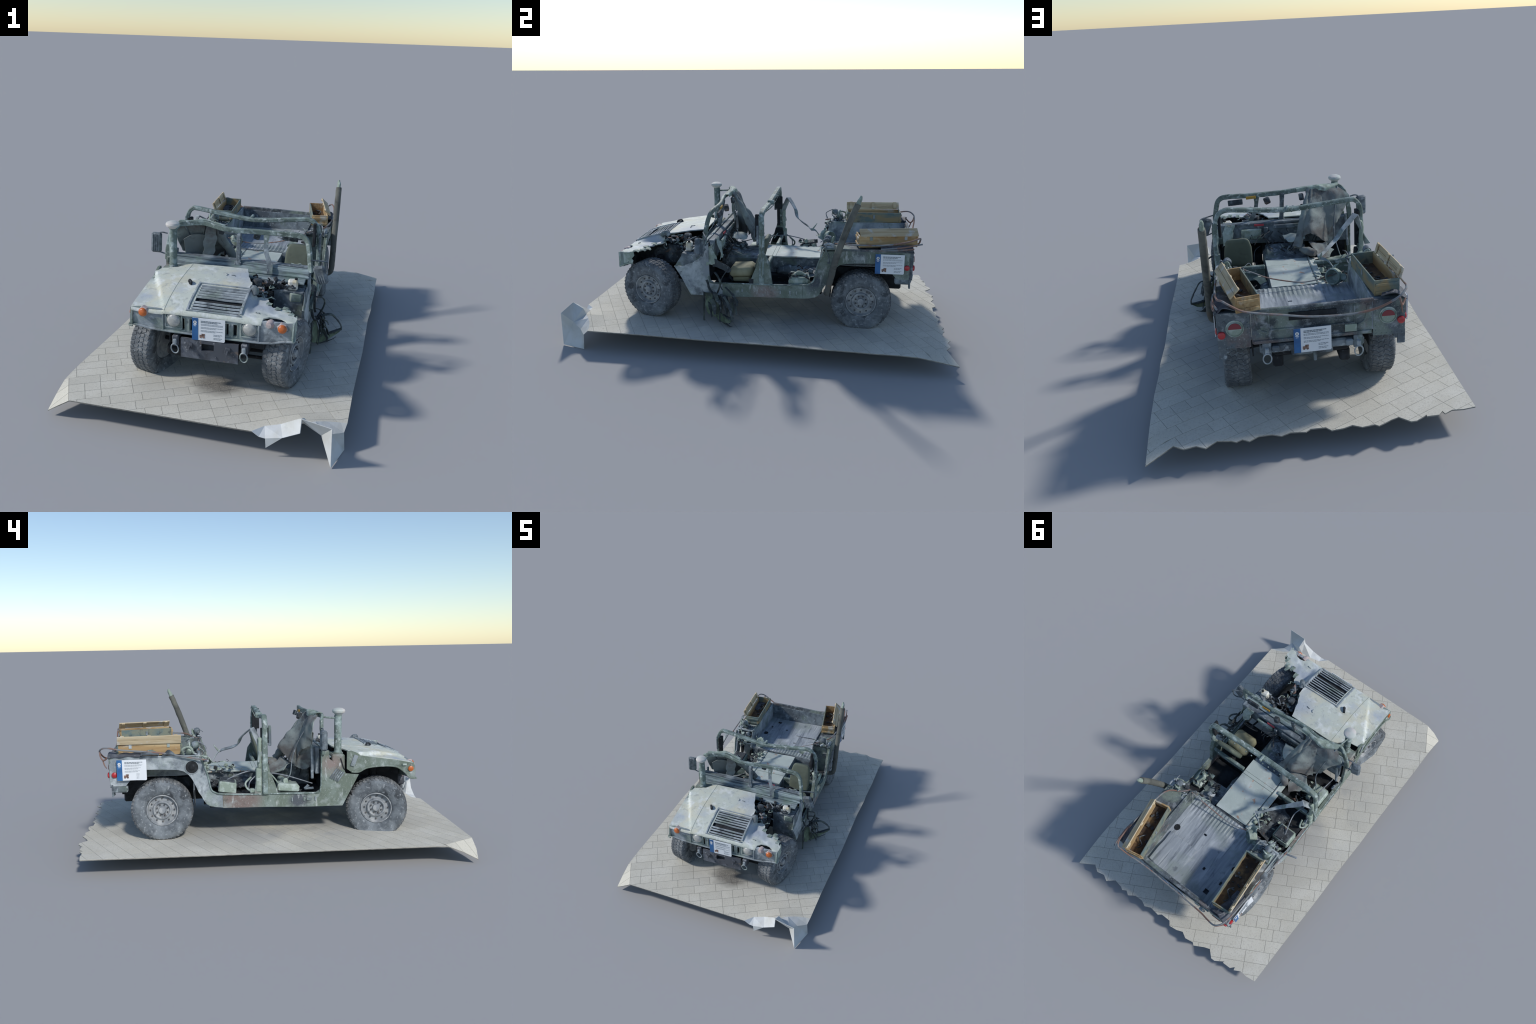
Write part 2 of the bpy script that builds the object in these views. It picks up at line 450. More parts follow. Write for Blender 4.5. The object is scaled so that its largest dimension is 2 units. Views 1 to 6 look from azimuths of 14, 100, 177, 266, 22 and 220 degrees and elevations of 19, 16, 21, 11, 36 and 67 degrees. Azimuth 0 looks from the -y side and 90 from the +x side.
        for a, b, _ in border:
            if (a, b) in direct:
                F.append((b, a, N + a, N + b))
            else:
                F.append((a, b, N + b, N + a))
        return self.add(V, F, mi)
    # cloth or crumpled sheet: rows of points, splined both ways, thickened
    def sheet(self, rows, thick=.003, nu=14, nv=14, amp=0., scale=20, seed=0., mi=0, rag=0.):
        cols = [resample([Vector(p) for p in r], nu) for r in rows]
        grid = []
        for j in range(nu):
            grid.append(resample([c[j] for c in cols], nv))
        V = []
        for j in range(nu):
            for i in range(nv):
                p = grid[j][i].copy()
                if amp:
                    p += nvec(p, scale, seed) * amp
                if rag and i == nv - 1:
                    p += nvec(p, 90, seed + 5) * rag
                V.append(p)
        nrm = []
        for j in range(nu):
            for i in range(nv):
                a = V[min(j + 1, nu - 1) * nv + i] - V[max(j - 1, 0) * nv + i]
                b = V[j * nv + min(i + 1, nv - 1)] - V[j * nv + max(i - 1, 0)]
                q = a.cross(b)
                nrm.append(q.normalized() if q.length > 1e-9 else Vector((0, 0, 1)))
        N = len(V)
        V2 = [p - q * thick for p, q in zip(V, nrm)]
        F = []
        for j in range(nu - 1):
            for i in range(nv - 1):
                a, b, c, d = j * nv + i, (j + 1) * nv + i, (j + 1) * nv + i + 1, j * nv + i + 1
                F.append((a, b, c, d)); F.append((N + d, N + c, N + b, N + a))
        rim = [j * nv for j in range(nu)] + [(nu - 1) * nv + i for i in range(1, nv)] + \
              [j * nv + nv - 1 for j in range(nu - 2, -1, -1)] + [i for i in range(nv - 2, 0, -1)]
        for a, b in zip(rim, rim[1:] + rim[:1]):
            F.append((b, a, N + a, N + b))
        return self.add(V + V2, F, mi)
    def noise(self, amp, scale, seed=0.):
        self.v = [p + nvec(p, scale, seed) * amp for p in self.v]
        return self
    def build(self, name, mats, parent=None, angle=35, kind=None, off=None, origin=None):
        me = bpy.data.meshes.new(name)
        o0 = Vector(origin) if origin else Vector((0, 0, 0))
        me.from_pydata([p - o0 for p in self.v], [], self.f)
        for m in (mats if isinstance(mats, (list, tuple)) else [mats]):
            me.materials.append(MAT[m])
        for p, i in zip(me.polygons, self.mi):
            p.material_index = i
        bm = bmesh.new(); bm.from_mesh(me)
        bmesh.ops.recalc_face_normals(bm, faces=bm.faces)
        for f in bm.faces:
            f.smooth = True
        lim = math.radians(angle)
        for e in bm.edges:
            if len(e.link_faces) == 2 and e.calc_face_angle(0) > lim:
                e.smooth = False
        bm.to_mesh(me); bm.free()
        ob = bpy.data.objects.new(name, me)
        bpy.context.scene.collection.objects.link(ob)
        if parent:
            ob.parent = parent
        ob.location = o0 + (Vector(off) if off else Vector((0, 0, 0)))
        if kind:
            ob['kind'] = kind
        return ob

def spline(P, k):
    out = []
    for i in range(len(P) - 1):
        p0, p1, p2, p3 = P[max(i - 1, 0)], P[i], P[i + 1], P[min(i + 2, len(P) - 1)]
        for s in range(k):
            t = s / k
            out.append(.5 * ((2 * p1) + (p2 - p0) * t + (2 * p0 - 5 * p1 + 4 * p2 - p3) * t * t + (3 * p1 - p0 - 3 * p2 + p3) * t ** 3))
    out.append(P[-1])
    return out

def resample(P, n):
    if len(P) == 2:
        return [P[0].lerp(P[1], i / (n - 1)) for i in range(n)]
    Q = spline(P, 8)
    m = len(Q) - 1
    out = []
    for i in range(n):
        t = i / (n - 1) * m
        a = min(int(t), m - 1)
        out.append(Q[a].lerp(Q[a + 1], t - a))
    return out

def smooth(a, b, x):
    t = max(0., min(1., (x - a) / (b - a)))
    return t * t * (3 - 2 * t)

def ramp(x, pts):
    if x <= pts[0][0]:
        return pts[0][1]
    for (a, va), (b, vb) in zip(pts, pts[1:]):
        if x <= b:
            return va + (vb - va) * (x - a) / (b - a)
    return pts[-1][1]

def top_level(name, label, category, loc=(0, 0, 0), yaw=0.):
    e = bpy.data.objects.new(name, None)
    e.empty_display_size = .1
    bpy.context.scene.collection.objects.link(e)
    e.location = loc
    e.rotation_euler = (0, 0, yaw)
    e['label'] = label
    e['category'] = category
    return e

# ================================================================== PAVING
def ground_z(x, y):
    z = .0945 - .006 * y + .003 * x - .006 * x * y
    z += .004 * smooth(.6, .1, math.hypot(x * .9 - .1, y * .5))
    z += .0012 * nz((x, y, 0), 3, 4)
    c = 1 - ((x + .62) / .115 + (y + 1.0) / .175)        # curled corner
    if c > 0:
        z -= .078 * c ** 1.3
    c = 1 - ((.62 - x) / .13 + (.99 - y) / .22)
    if c > 0:
        z -= .036 * c ** 1.2
    # swelling towards the crumpled corner
    z += .022 * smooth(.16, .0, math.hypot((x - .47) * .8, y + .93))
    return z

ground = top_level('paved_ground', 'patch of pale concrete paving with torn curled edges', 'paving', (0, 0, 0))
# ragged rear edge, from the driver's side corner to the other
RAG = [(.616, 0.990), (.519, 0.938), (.48, 0.961), (.436, 0.950), (.401, 0.967), (.361, 0.932), (.31, 0.939), (.292, 0.948),
       (.27, 0.935), (.245, 0.950), (.21, 0.926), (.16, 0.923), (.127, 0.937), (.094, 0.921), (.036, 0.926), (.018, 0.911),
       (-.039, 0.910), (-.058, 0.931), (-.104, 0.924), (-.138, 0.910), (-.172, 0.927), (-.22, 0.918), (-.234, 0.929),
       (-.287, 0.899), (-.318, 0.887), (-.356, 0.920), (-.378, 0.919), (-.423, 0.889), (-.422, 0.898), (-.469, 0.896),
       (-.488, 0.875), (-.493, 0.892), (-.526, 0.873), (-.569, 0.875), (-.619, 0.866)]
CUT = [(.268, -1.0), (.31, -.955), (.37, -.938), (.43, -.927), (.458, -.92), (.50, -.89), (.54, -.865), (.595, -.845), (.62, -.84)]
side_plus = [(.62 + .003 * math.sin(y * 23), y) for y in [-.6, -.4, -.2, 0, .2, .28, .36, .42, .6, .8]]
side_minus = [(-.62 + .002 * math.sin(y * 19), y) for y in [.7, .5, .3, .1, -.1, -.3, -.5, -.7, -.85]]
OUT = CUT + side_plus + RAG + side_minus + [(-.62, -.99), (-.57, -1.0), (-.5, -1.0), (-.3, -1.0), (-.1, -1.0), (.1, -1.0)]

pts = [Vector(p) for p in OUT]
faces_in = [list(range(len(OUT)))]
ang = math.radians(29.3)
ca, sa = math.cos(ang), math.sin(ang)
ROW, LONG, GAP = .0636, .1325, .0008
def from_uv(a, b):
    return Vector((a * ca - b * sa, a * sa + b * ca))
rb = random.Random(3)
nrow = int(2.6 / ROW)
for r in range(-nrow // 2, nrow // 2 + 1):
    b0 = r * ROW + .012
    a = -1.4 + (r % 2) * LONG * .5 + rb.choice((0, .25)) * LONG
    while a < 1.4:
        w = LONG if rb.random() < .68 else LONG / 2
        cx, cy = from_uv(a + w / 2, b0 + ROW / 2)
        if -.72 < cx < .72 and -1.1 < cy < 1.1:
            o = len(pts)
            a0, a1, c0, c1 = a + GAP, a + w - GAP, b0 + GAP, b0 + ROW - GAP
            quad = [(a0, c0), ((a0 + a1) / 2, c0), (a1, c0), (a1, c1), ((a0 + a1) / 2, c1), (a0, c1)]
            pts += [from_uv(*q) for q in quad]
            faces_in.append(list(range(o, o + 6)))
        a += w
cdt = delaunay_2d_cdt(pts, [], faces_in, 0, 1e-6)
cv, ce, cf, ov, oe, of = cdt
in_slab, by_block = [], {}
for f, src in zip(cf, of):
    if 0 in src:
        in_slab.append(f)
        for s in src:
            if s:
                by_block.setdefault(s, []).append(f)

def prism(tris, top, thick):
    used = sorted({i for t in tris for i in t})
    mp = {i: k for k, i in enumerate(used)}
    n = len(used)
    V = [(cv[i].x, cv[i].y, ground_z(cv[i].x, cv[i].y) + top) for i in used]
    V += [(x, y, z - thick) for x, y, z in V]
    F = []
    edges = {}
    for t in tris:
        q = [mp[i] for i in t]
        F.append(tuple(q)); F.append(tuple(n + i for i in reversed(q)))
        for a, b in zip(q, q[1:] + q[:1]):
            edges[(a, b)] = edges.get((a, b), 0) + 1
    for (a, b) in edges:
        if (b, a) not in edges:
            F.append((b, a, a + n, b + n))
    return V, F

def area(tris):
    s = 0
    for t in tris:
        for i in range(1, len(t) - 1):
            a, b, c = cv[t[0]], cv[t[i]], cv[t[i + 1]]
            s += abs((b.x - a.x) * (c.y - a.y) - (b.y - a.y) * (c.x - a.x)) / 2
    return s

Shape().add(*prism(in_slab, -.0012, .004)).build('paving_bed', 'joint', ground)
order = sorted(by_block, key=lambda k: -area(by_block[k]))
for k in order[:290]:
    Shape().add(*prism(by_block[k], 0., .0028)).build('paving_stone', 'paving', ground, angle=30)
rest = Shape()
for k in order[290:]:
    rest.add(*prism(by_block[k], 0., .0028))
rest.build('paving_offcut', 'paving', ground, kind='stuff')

# crumpled corner of the patch: a torn flap standing up, with two points that reach down to the ground
cr = Shape()
def facets(P, tris, thick=.0022):
    """folded sheet from named points, thickened along each facet's normal"""
    for t in tris:
        p = [Vector(P[k]) for k in t]
        n = (p[1] - p[0]).cross(p[2] - p[0]).normalized() * thick
        m = len(p)
        cr.add(p + [q - n for q in p], [tuple(range(m)), tuple(range(2 * m - 1, m - 1, -1))] + [(i, i + m, (i + 1) % m + m, (i + 1) % m) for i in range(m)])
gp = lambda x, y: (x, y, ground_z(x, y))
CP = dict(g0=gp(.268, -1.0), g1=gp(.31, -.955), g2=gp(.37, -.938), g3=gp(.43, -.927), S=gp(.458, -.92), S2=gp(.50, -.89), D=gp(.54, -.865), M=gp(.595, -.845), N=gp(.62, -.84),
          b=(.298, -1.0, .084), c=(.323, -1.0, .081), d=(.326, -.998, .037), e=(.391, -.999, .097), f=(.456, -.999, .130),
          P=(.458, -.990, .189), P2=(.444, -.968, .172), Q=(.460, -.935, .158), A=(.577, -1.0, .174), h=(.534, -.958, .110), t1=(.583, -.998, .0006), t2=(.619, -.870, .0006),
          L=(.612, -.868, .078), k=(.565, -.905, .085))
facets(CP, [('g0', 'b', 'g1'), ('b', 'c', 'g1'), ('c', 'e', 'g1'), ('e', 'g2', 'g1'), ('e', 'f', 'g2'), ('f', 'P2', 'g2'), ('f', 'P', 'P2'), ('P2', 'g3', 'g2'), ('P2', 'Q', 'g3'), ('Q', 'S', 'g3'),
            ('c', 'd', 'e'), ('P', 'A', 'h'), ('A', 't1', 'h'), ('P', 'h', 'Q'), ('P', 'Q', 'P2'), ('Q', 'h', 'S'), ('h', 'S2', 'S'), ('h', 'k', 'S2'), ('k', 'D', 'S2'),
            ('h', 't1', 'k'), ('t1', 't2', 'k'), ('k', 't2', 'L'), ('k', 'L', 'D'), ('L', 'M', 'D'), ('L', 'N', 'M')])
cr.build('crumpled_corner', 'sheet', ground, angle=25)

# ================================================================== TRUCK
truck = top_level('wrecked_military_truck', 'burnt open four wheel drive army utility truck wreck', 'military vehicle', (0, 0, BASE), YAW)
OFF = (0, 0, -BASE)
def part(shape, name, mats, angle=35, kind=None, parent=None):
    return shape.build(name, mats, parent or truck, angle, kind, OFF if parent is None else None)

# ------------------------------------------------------------------ bonnet
def crown(y):
    return ramp(y, [(-.758, .438), (-.754, .447), (-.746, .454), (-.735, .459), (-.70, .473), (-.65, .488), (-.60, .500), (-.55, .508), (-.50, .513), (-.45, .517), (-.35, .521)])

def hood_z(x, y):
    zc = crown(y)
    if x < .13:
        ax = -x
        if ax < .2:
            z = zc - .003 * smooth(.05, .2, abs(x))
            if abs(ax - .203) < .004:
                z -= .003
            return z
        z_in = zc - .003 - .012 * (ax - .2) / .15
        # raised wedge that runs out to the front lamp
        t = max(0., min(1., (y + .748) / .275))
        crest = .205 + t * .135
        if y > -.474:
            return z_in
        edge = ramp(y, [(-.757, .436), (-.748, .444), (-.661, .462), (-.476, .490)])
        if ax <= crest:
            return z_in
        foot_x = crest + .006 + .012 * t
        foot_z = z_in - .004 - .016 * t
        if ax < foot_x:
            q = (ax - crest) / (foot_x - crest)
            return z_in + (foot_z - z_in) * q
        q = (ax - foot_x) / max(.352 - foot_x, .004)
        return foot_z + (edge - foot_z) * min(q, 1.)
    d = ramp(y, [(-.757, .0), (-.74, -.004), (-.68, .018), (-.617, .033), (-.55, .030)])
    z = zc - .003 - d * smooth(.128, .165, x)
    z += .004 * nz((x, y, 0), 30, 8) * smooth(.14, .2, x)
    return z

HOOD = [(-.209, -.357), (-.235, -.372), (-.262, -.402), (-.30, -.418), (-.344, -.424), (-.352, -.44), (-.352, -.75), (-.347, -.757),
        (.215, -.757), (.222, -.738), (.242, -.720), (.27, -.716), (.294, -.722), (.312, -.736), (.322, -.748), (.344, -.750), (.353, -.735), (.354, -.70), (.335, -.682), (.325, -.672), (.318, -.650), (.306, -.645), (.300, -.626), (.286, -.617), (.278, -.630),
        (.262, -.636), (.250, -.624), (.238, -.628), (.226, -.606), (.214, -.600), (.210, -.575), (.199, -.561), (.175, -.556), (.16, -.566), (.140, -.570),
        (.128, -.563), (.121, -.54), (.118, -.50), (.106, -.487), (.098, -.462), (.086, -.440), (.080, -.41), (.070, -.385), (.063, -.356)]
HOLE = (-.088, -.738, .116, -.572)
hood = Shape().plate(HOOD, (0, 0, 0), (1, 0, 0), (0, 1, 0), .006, .0085, warp=hood_z, holes=[HOLE], amp=.0012, seed=2,
                     cuts=[(0, -.199), (0, -.203), (0, -.207), (1, -.754), (1, -.746)])
part(hood, 'bonnet', 'hood', 28)

slats = Shape()
for i in range(10):
    y = -.728 + i * .0166
    if i == 3:
        continue
    z = crown(y) - .001
    bend = .0012 * math.sin(i * 2.1)
    slats.tube([(-.092, y, z), (-.03, y + bend, z), (.04, y - bend, z - .001), (.119, y, z)], .005, smooth=4, section=(.0062, .0095), up=(0, .25, 1))
for q in (-.03, .045):
    slats.box((q, -.655, .468), (.004, .16, .006), (.27, 0, 0))
part(slats, 'grille_slat', 'ashy')
mesh_ = Shape().plate([(-.09, -.74), (.118, -.74), (.118, -.57), (-.09, -.57)], (0, 0, 0), (1, 0, 0), (0, 1, 0), .003, .02, warp=lambda x, y: crown(y) - .012)
part(mesh_, 'radiator_mesh', 'dark')
rim_ = Shape()
for a, b in [((-.104, -.747), (-.104, -.556)), ((.124, -.735), (.124, -.566))]:
    rim_.tube([(a[0], a[1] + (b[1] - a[1]) * t / 8, crown(a[1] + (b[1] - a[1]) * t / 8) + .001) for t in range(9)], .005, smooth=1, section=(.010, .008))
for y in (-.744, -.562):
    rim_.tube([(-.104, y, crown(y) + .001), (.124, y, crown(y) + .001)], .005, smooth=1, section=(.006, .009))
part(rim_, 'grille_frame', 'ashy')
lt = Shape().tube([(-.142, -.582, .503), (-.140, -.576, .514), (-.153, -.560, .516), (-.158, -.554, .507)], .005, n=8)
lt.box((-.150, -.566, .5065), (.012, .036, .004), (0, 0, .5))
part(lt, 'bonnet_latch', 'dark')
sc = Shape().tube([(.135, -.548, .498), (.140, -.562, .510), (.150, -.575, .508), (.156, -.586, .492)], [.016, .014, .015, .010], n=10, wob=.003)
sc.tube([(.118, -.548, .505), (.128, -.556, .522), (.146, -.562, .518), (.152, -.568, .500)], .0025, n=6)
part(sc, 'torn_air_duct', 'burnt')
for (a, b) in [((-.018, -.44), (-.012, -.462)), ((.01, -.452), (.028, -.458)), ((.18, -.70), (.198, -.706))]:
    part(Shape().tube([(a[0], a[1], hood_z(*a) + .001), ((a[0] + b[0]) / 2 + .006, (a[1] + b[1]) / 2, hood_z(*a) + .003), (b[0], b[1], hood_z(*b) + .001)], .0018, n=6), 'bonnet_dent', 'burnt')

# ------------------------------------------------------------------ nose panel with lamps
FRONT = [(-.352, .443), (-.352, .365), (-.30, .360), (-.205, .352), (-.185, .345), (.185, .345), (.205, .352), (.30, .368), (.353, .376), (.353, .456), (.30, .450), (.2, .448), (-.2, .448)]
np_ = Shape().plate(FRONT, (0, -.750, 0), (1, 0, 0), (0, 0, 1), .014, .022, amp=.002, seed=5,
                    holes=[(-.128, .366, -.112, .418), (-.088, .366, -.076, .418), (.098, .366, .114, .418), (.068, .366, .078, .418)])
np_.tube([(-.352, -.751, .366), (-.30, -.754, .361), (-.205, -.754, .353), (.205, -.754, .353), (.30, -.754, .369), (.356, -.755, .377)], .005, n=8, smooth=3)
for x in (-.207, .207):
    np_.tube([(x, -.752, .438), (x, -.754, .40), (x, -.753, .350)], .004, n=8)
for x in (-.160, .168):       # square bezels
    for q in ((x - .036, .37, x - .036, .438), (x + .036, .37, x + .036, .438), (x - .036, .37, x + .036, .37)):
        np_.tube([(q[0], -.752, q[1]), (q[2], -.752, q[3])], .0035, n=6, smooth=1)
for x in (-.120, -.082, .106, .073):
    np_.tube([(x - .010, -.751, .364), (x - .010, -.751, .42), (x + .010, -.751, .42), (x + .010, -.751, .364), (x - .010, -.751, .364)], .0022, n=6, smooth=1)
part(np_, 'nose_panel', 'ashy')
part(Shape().box((0, -.728, .392), (.30, .006, .07)).box((0, -.728, .41), (.62, .004, .05)), 'radiator_core', 'dark')
for x, z in ((-.160, .404), (.168, .407)):
    s = Shape().lathe([(.0335, -.002), (.0335, .008), (.0305, .010), (.029, .008)], (x, -.746, z), (0, -1, 0), 28)
    part(s, 'headlamp_ring', 'ashy')
    s = Shape().lathe([(.0295, .004), (.0285, .010), (.022, .0165), (.012, .020), (.001, .021)], (x, -.746, z), (0, -1, 0), 28)
    part(s, 'headlamp', 'lamp', 60)
def turn_lamp(x, y, z, lens, tilt=0., r=.0185):
    ax = (tilt, -1, .15)
    s = Shape().lathe([(r * 1.12, -.012), (r * 1.15, .004), (r * 1.05, .010), (r * .9, .012)], (x, y, z), ax, 6)
    part(s, 'lamp_housing', 'pink', 30)
    part(Shape().lathe([(r * .92, .008), (r * .86, .016), (r * .5, .021), (.001, .022)], (x, y, z - .002), ax, 16), 'turn_signal_lens', lens, 60)
turn_lamp(-.294, -.748, .428, 'orange', -.1, .021)
turn_lamp(.303, -.748, .430, 'orange', .1, .0205)
s = Shape().lathe([(.018, -.01), (.019, .006), (.014, .014), (.012, .022), (.001, .023)], (.252, -.742, .438), (-.2, -1, .1), 12)
part(s, 'blackout_lamp', 'pink')

# ------------------------------------------------------------------ left-standing front wing (passenger side) and remains of the other
WING = [(-.407, .508), (-.407, .421), (-.43, .405), (-.467, .404), (-.51, .424), (-.55, .430), (-.591, .432), (-.63, .429), (-.658, .424), (-.682, .412), (-.701, .396), (-.724, .370),
        (-.758, .364), (-.759, .40), (-.752, .440), (-.661, .459), (-.476, .487), (-.46, .500), (-.43, .512)]
w = Shape().plate([(-y, z) for y, z in WING], (-.353, 0, 0), (0, -1, 0), (0, 0, 1), .010, .02, amp=.002, seed=11)
w.tube([(-.355, -.724, .369), (-.36, -.74, .364), (-.357, -.762, .363), (-.34, -.766, .362)], .004, n=8)
w.tube([(-.354, -.43, .406), (-.356, -.467, .405), (-.357, -.51, .425), (-.358, -.591, .432), (-.357, -.658, .425), (-.356, -.701, .397), (-.356, -.724, .370)], .0045, n=8)
part(w, 'front_wing', 'side')
part(Shape().box((-.357, -.443, .463), (.006, .022, .058), (.35, 0, 0)), 'rubbed_patch', 'ashy')
part(Shape().lathe([(.0135, 0), (.0135, .006), (.009, .009), (.001, .010)], (-.353, -.733, .413), (-1, 0, 0), 18), 'side_marker', 'orange')
part(Shape().box((-.357, -.700, .435), (.006, .022, .010)), 'wing_bracket', 'pale')
well = Shape()
well.plate([(-.41, .505), (-.41, .25), (-.44, .28), (-.48, .40), (-.74, .42), (-.74, .45), (-.60, .49)], (-.20, 0, 0), (0, 1, 0), (0, 0, 1), .004, 0)
well.box((-.270, -.56, .446), (.13, .30, .004), (.12, 0, 0))
well.box((-.277, -.405, .38), (.15, .005, .20), (-.3, 0, 0))
well.box((-.272, -.732, .405), (.14, .004, .05))
part(well, 'wheel_arch_liner', 'dark')
RW = [(-.760, .455), (-.762, .378), (-.742, .383), (-.722, .392), (-.708, .404), (-.700, .396), (-.688, .394), (-.682, .408), (-.690, .420), (-.676, .436), (-.680, .458)]
w = Shape().plate([(y, z) for y, z in RW], (.353, 0, 0), (0, 1, 0), (0, 0, 1), .006, .016, amp=.004, seed=13)
w.tube([(.353, -.758, .376), (.352, -.72, .392), (.345, -.688, .394)], .005, n=8, wob=.003)
part(w, 'torn_wing', 'pale')
w = Shape()
for i, (x, y, z) in enumerate([(.29, -.612, .462), (.305, -.635, .460), (.262, -.63, .464), (.325, -.665, .458), (.22, -.60, .470)]):
    w.sheet([[(x - .012, y - .02, z + .002), (x + .012, y - .022, z + .002)], [(x - .008, y, z + .003), (x + .012, y - .004, z)], [(x + .002, y + .014, z - .006 + .008 * (i % 2)), (x + .012, y + .010, z - .006)]], .002, 5, 7, .004, 60, i)
part(w, 'torn_wing_shred', 'pale', kind='stuff')

# ------------------------------------------------------------------ body sides
def side_x(s):
    return -.354 if s < 0 else .350
def body_side(outline, s, name, mat, thick=.012, amp=.0015, seed=0, step=.022):
    sh = Shape()
    if s < 0:
        sh.plate([(-y, z) for y, z in outline], (side_x(s), 0, 0), (0, -1, 0), (0, 0, 1), thick, step, amp=amp, seed=seed)
    else:
        sh.plate(outline, (side_x(s), 0, 0), (0, 1, 0), (0, 0, 1), thick, step, amp=amp, seed=seed)
    return part(sh, name, mat)
COWL = [(-.386, .235), (-.467, .392), (-.402, .398), (-.394, .416), (-.318, .476), (-.316, .517), (-.281, .519), (-.276, .345), (-.272, .322), (-.252, .308), (-.205, .309), (-.205, .236)]
body_side(COWL, -1, 'cowl_side_panel', 'side', seed=21)
COWL2 = [(-.376, .234), (-.420, .322), (-.460, .388), (-.425, .388), (-.36, .412), (-.318, .440), (-.296, .50), (-.276, .51), (-.274, .345), (-.270, .318), (-.250, .303), (-.205, .303), (-.205, .234)]
body_side(COWL2, 1, 'cowl_side_panel', 'ashy', seed=22, amp=.004)
ROCK = [(-.204, .236), (-.204, .309), (-.06, .311), (.065, .312), (.215, .318), (.215, .246), (.0, .243)]
body_side(ROCK, -1, 'rocker_panel', 'side', .016, .001, 23)
body_side([(y, z - .004) for y, z in ROCK], 1, 'rocker_panel', 'side', .016, .001, 24)
QUARTER = [(.216, .248), (.252, .252), (.280, .258), (.297, .270), (.310, .290), (.319, .309), (.332, .328), (.348, .366), (.362, .395), (.380, .420), (.401, .436), (.43, .445), (.50, .449), (.575, .451), (.61, .446), (.64, .425), (.663, .399), (.684, .374), (.757, .374),
           (.757, .512), (.74, .521), (.58, .520), (.42, .509), (.326, .505), (.300, .45), (.290, .425), (.275, .355), (.262, .332), (.24, .321), (.216, .319)]
body_side(QUARTER, -1, 'rear_quarter_panel', 'ashy', .014, .002, 25)
body_side([(y, z - .006 + .000 * y) for y, z in QUARTER], 1, 'rear_quarter_panel', 'side', .014, .0015, 26)
for s in (-1, 1):
    X = side_x(s) + s * .002
    d = Shape()
    d.tube([(X, -.274, .34), (X, -.270, .318), (X, -.250, .306), (X, -.06, .309), (X, .065, .310), (X, .22, .317), (X, .25, .325), (X, .272, .345), (X, .288, .42), (X, .318, .50)], .004, n=8, smooth=4)
    if s < 0:
        d.tube([(X, -.276, .34), (X, -.277, .515)], .004, n=8, smooth=1)
        for y in (-.13, -.19, -.247):
            d.box((X - .001, y, .277), (.004, .007, .020), mi=1)
        d.box((X - .001, -.215, .275), (.004, .024, .011), mi=1)
    else:
        for y in (.1, .15, .185, -.1):
            d.box((X, y, .272), (.003, .006, .018), mi=1)
    part(d, 'door_sill_trim', ['frame', 'ashy'])
    p = Shape()
    BASEPOST = [(-.062, .310), (-.045, .36), (-.024, .41), (-.010, .47), (.018, .47), (.038, .44), (.05, .37), (.058, .312)]
    if s < 0:
        p.plate([(-y, z) for y, z in BASEPOST], (X, 0, 0), (0, -1, 0), (0, 0, 1), .02, .02, amp=.0015)
    else:
        p.plate([(y, z - .004) for y, z in BASEPOST], (X, 0, 0), (0, 1, 0), (0, 0, 1), .02, .02, amp=.0015)
    p.tube([(X + s * .002, .004, .31), (X + s * .002, .004, .60)], .005, section=(.006, .010), smooth=1, up=(1, 0, 0))
    part(p, 'door_post_foot', 'side')
lv = Shape()
for i in range(5):
    t = i / 4
    c = Vector((-.358, -.338 - t * .036, .404 - t * .020))
    lv.tube([c + Vector((0, -.018, .022)), c + Vector((0, .016, -.024))], .003, section=(.007, .004), smooth=1, up=(1, 0, 0))
part(lv, 'vent_louvre', 'burnt')
part(Shape().lathe([(.034, .0), (.034, .0045), (.031, .0055), (.0305, .0025)], (-.354, .362, .457), (-1, 0, 0), 26, cap=(0, 0)), 'fuel_filler_rim', 'ashy')
part(Shape().lathe([(.031, .0018), (.016, .002), (.014, .005), (.010, .007), (.001, .008)], (-.354, .362, .457), (-1, 0, 0), 26), 'fuel_filler', 'dark')
part(Shape().box((.3525, -.052, .322), (.003, .024, .030)), 'data_plate', 'dark')
for s in (-1, 1):
    y = .735 if s < 0 else .731
    part(Shape().lathe([(.0135, -.002), (.0135, .005), (.009, .009), (.001, .010)], (side_x(s) + s * .001, y, .430), (s, 0, 0), 18), 'side_marker', 'red')
    q = Shape().box((side_x(s) - s * .02, .712, .358), (.04, .075, .034), (0, 0, 0))
    q.box((side_x(s) - s * .012, .748, .352), (.03, .008, .06))
    part(q, 'mud_flap_bracket', 'burnt')

# ------------------------------------------------------------------ cargo bed and wheel housings
bed = Shape()
def bed_z(x, y):
    return .0022 * math.cos(x * 2 * math.pi / .021) * smooth(.46, .36, y) + .002 * nz((x, y, 0), 12, 3)
bed.plate([(-.232, .30), (.232, .30), (.232, .752), (-.232, .752)], (0, 0, .398), (1, 0, 0), (0, 1, 0), .006, .0065, warp=bed_z, cuts=(),
          holes=[(-.162, .675, -.135, .700), (.04, .447, .058, .458), (-.07, .592, -.056, .608), (-.19, .60, -.178, .62)])
part(bed, 'bed_floor', 'bed')
part(Shape().sheet([[(.03, .547, .404), (.11, .547, .404), (.205, .545, .410)], [(.03, .62, .404), (.11, .63, .405), (.205, .63, .412)], [(.04, .735, .403), (.11, .74, .405), (.205, .73, .414)]], .002, 10, 14, .005, 16, 3), 'floor_mat', 'bed')
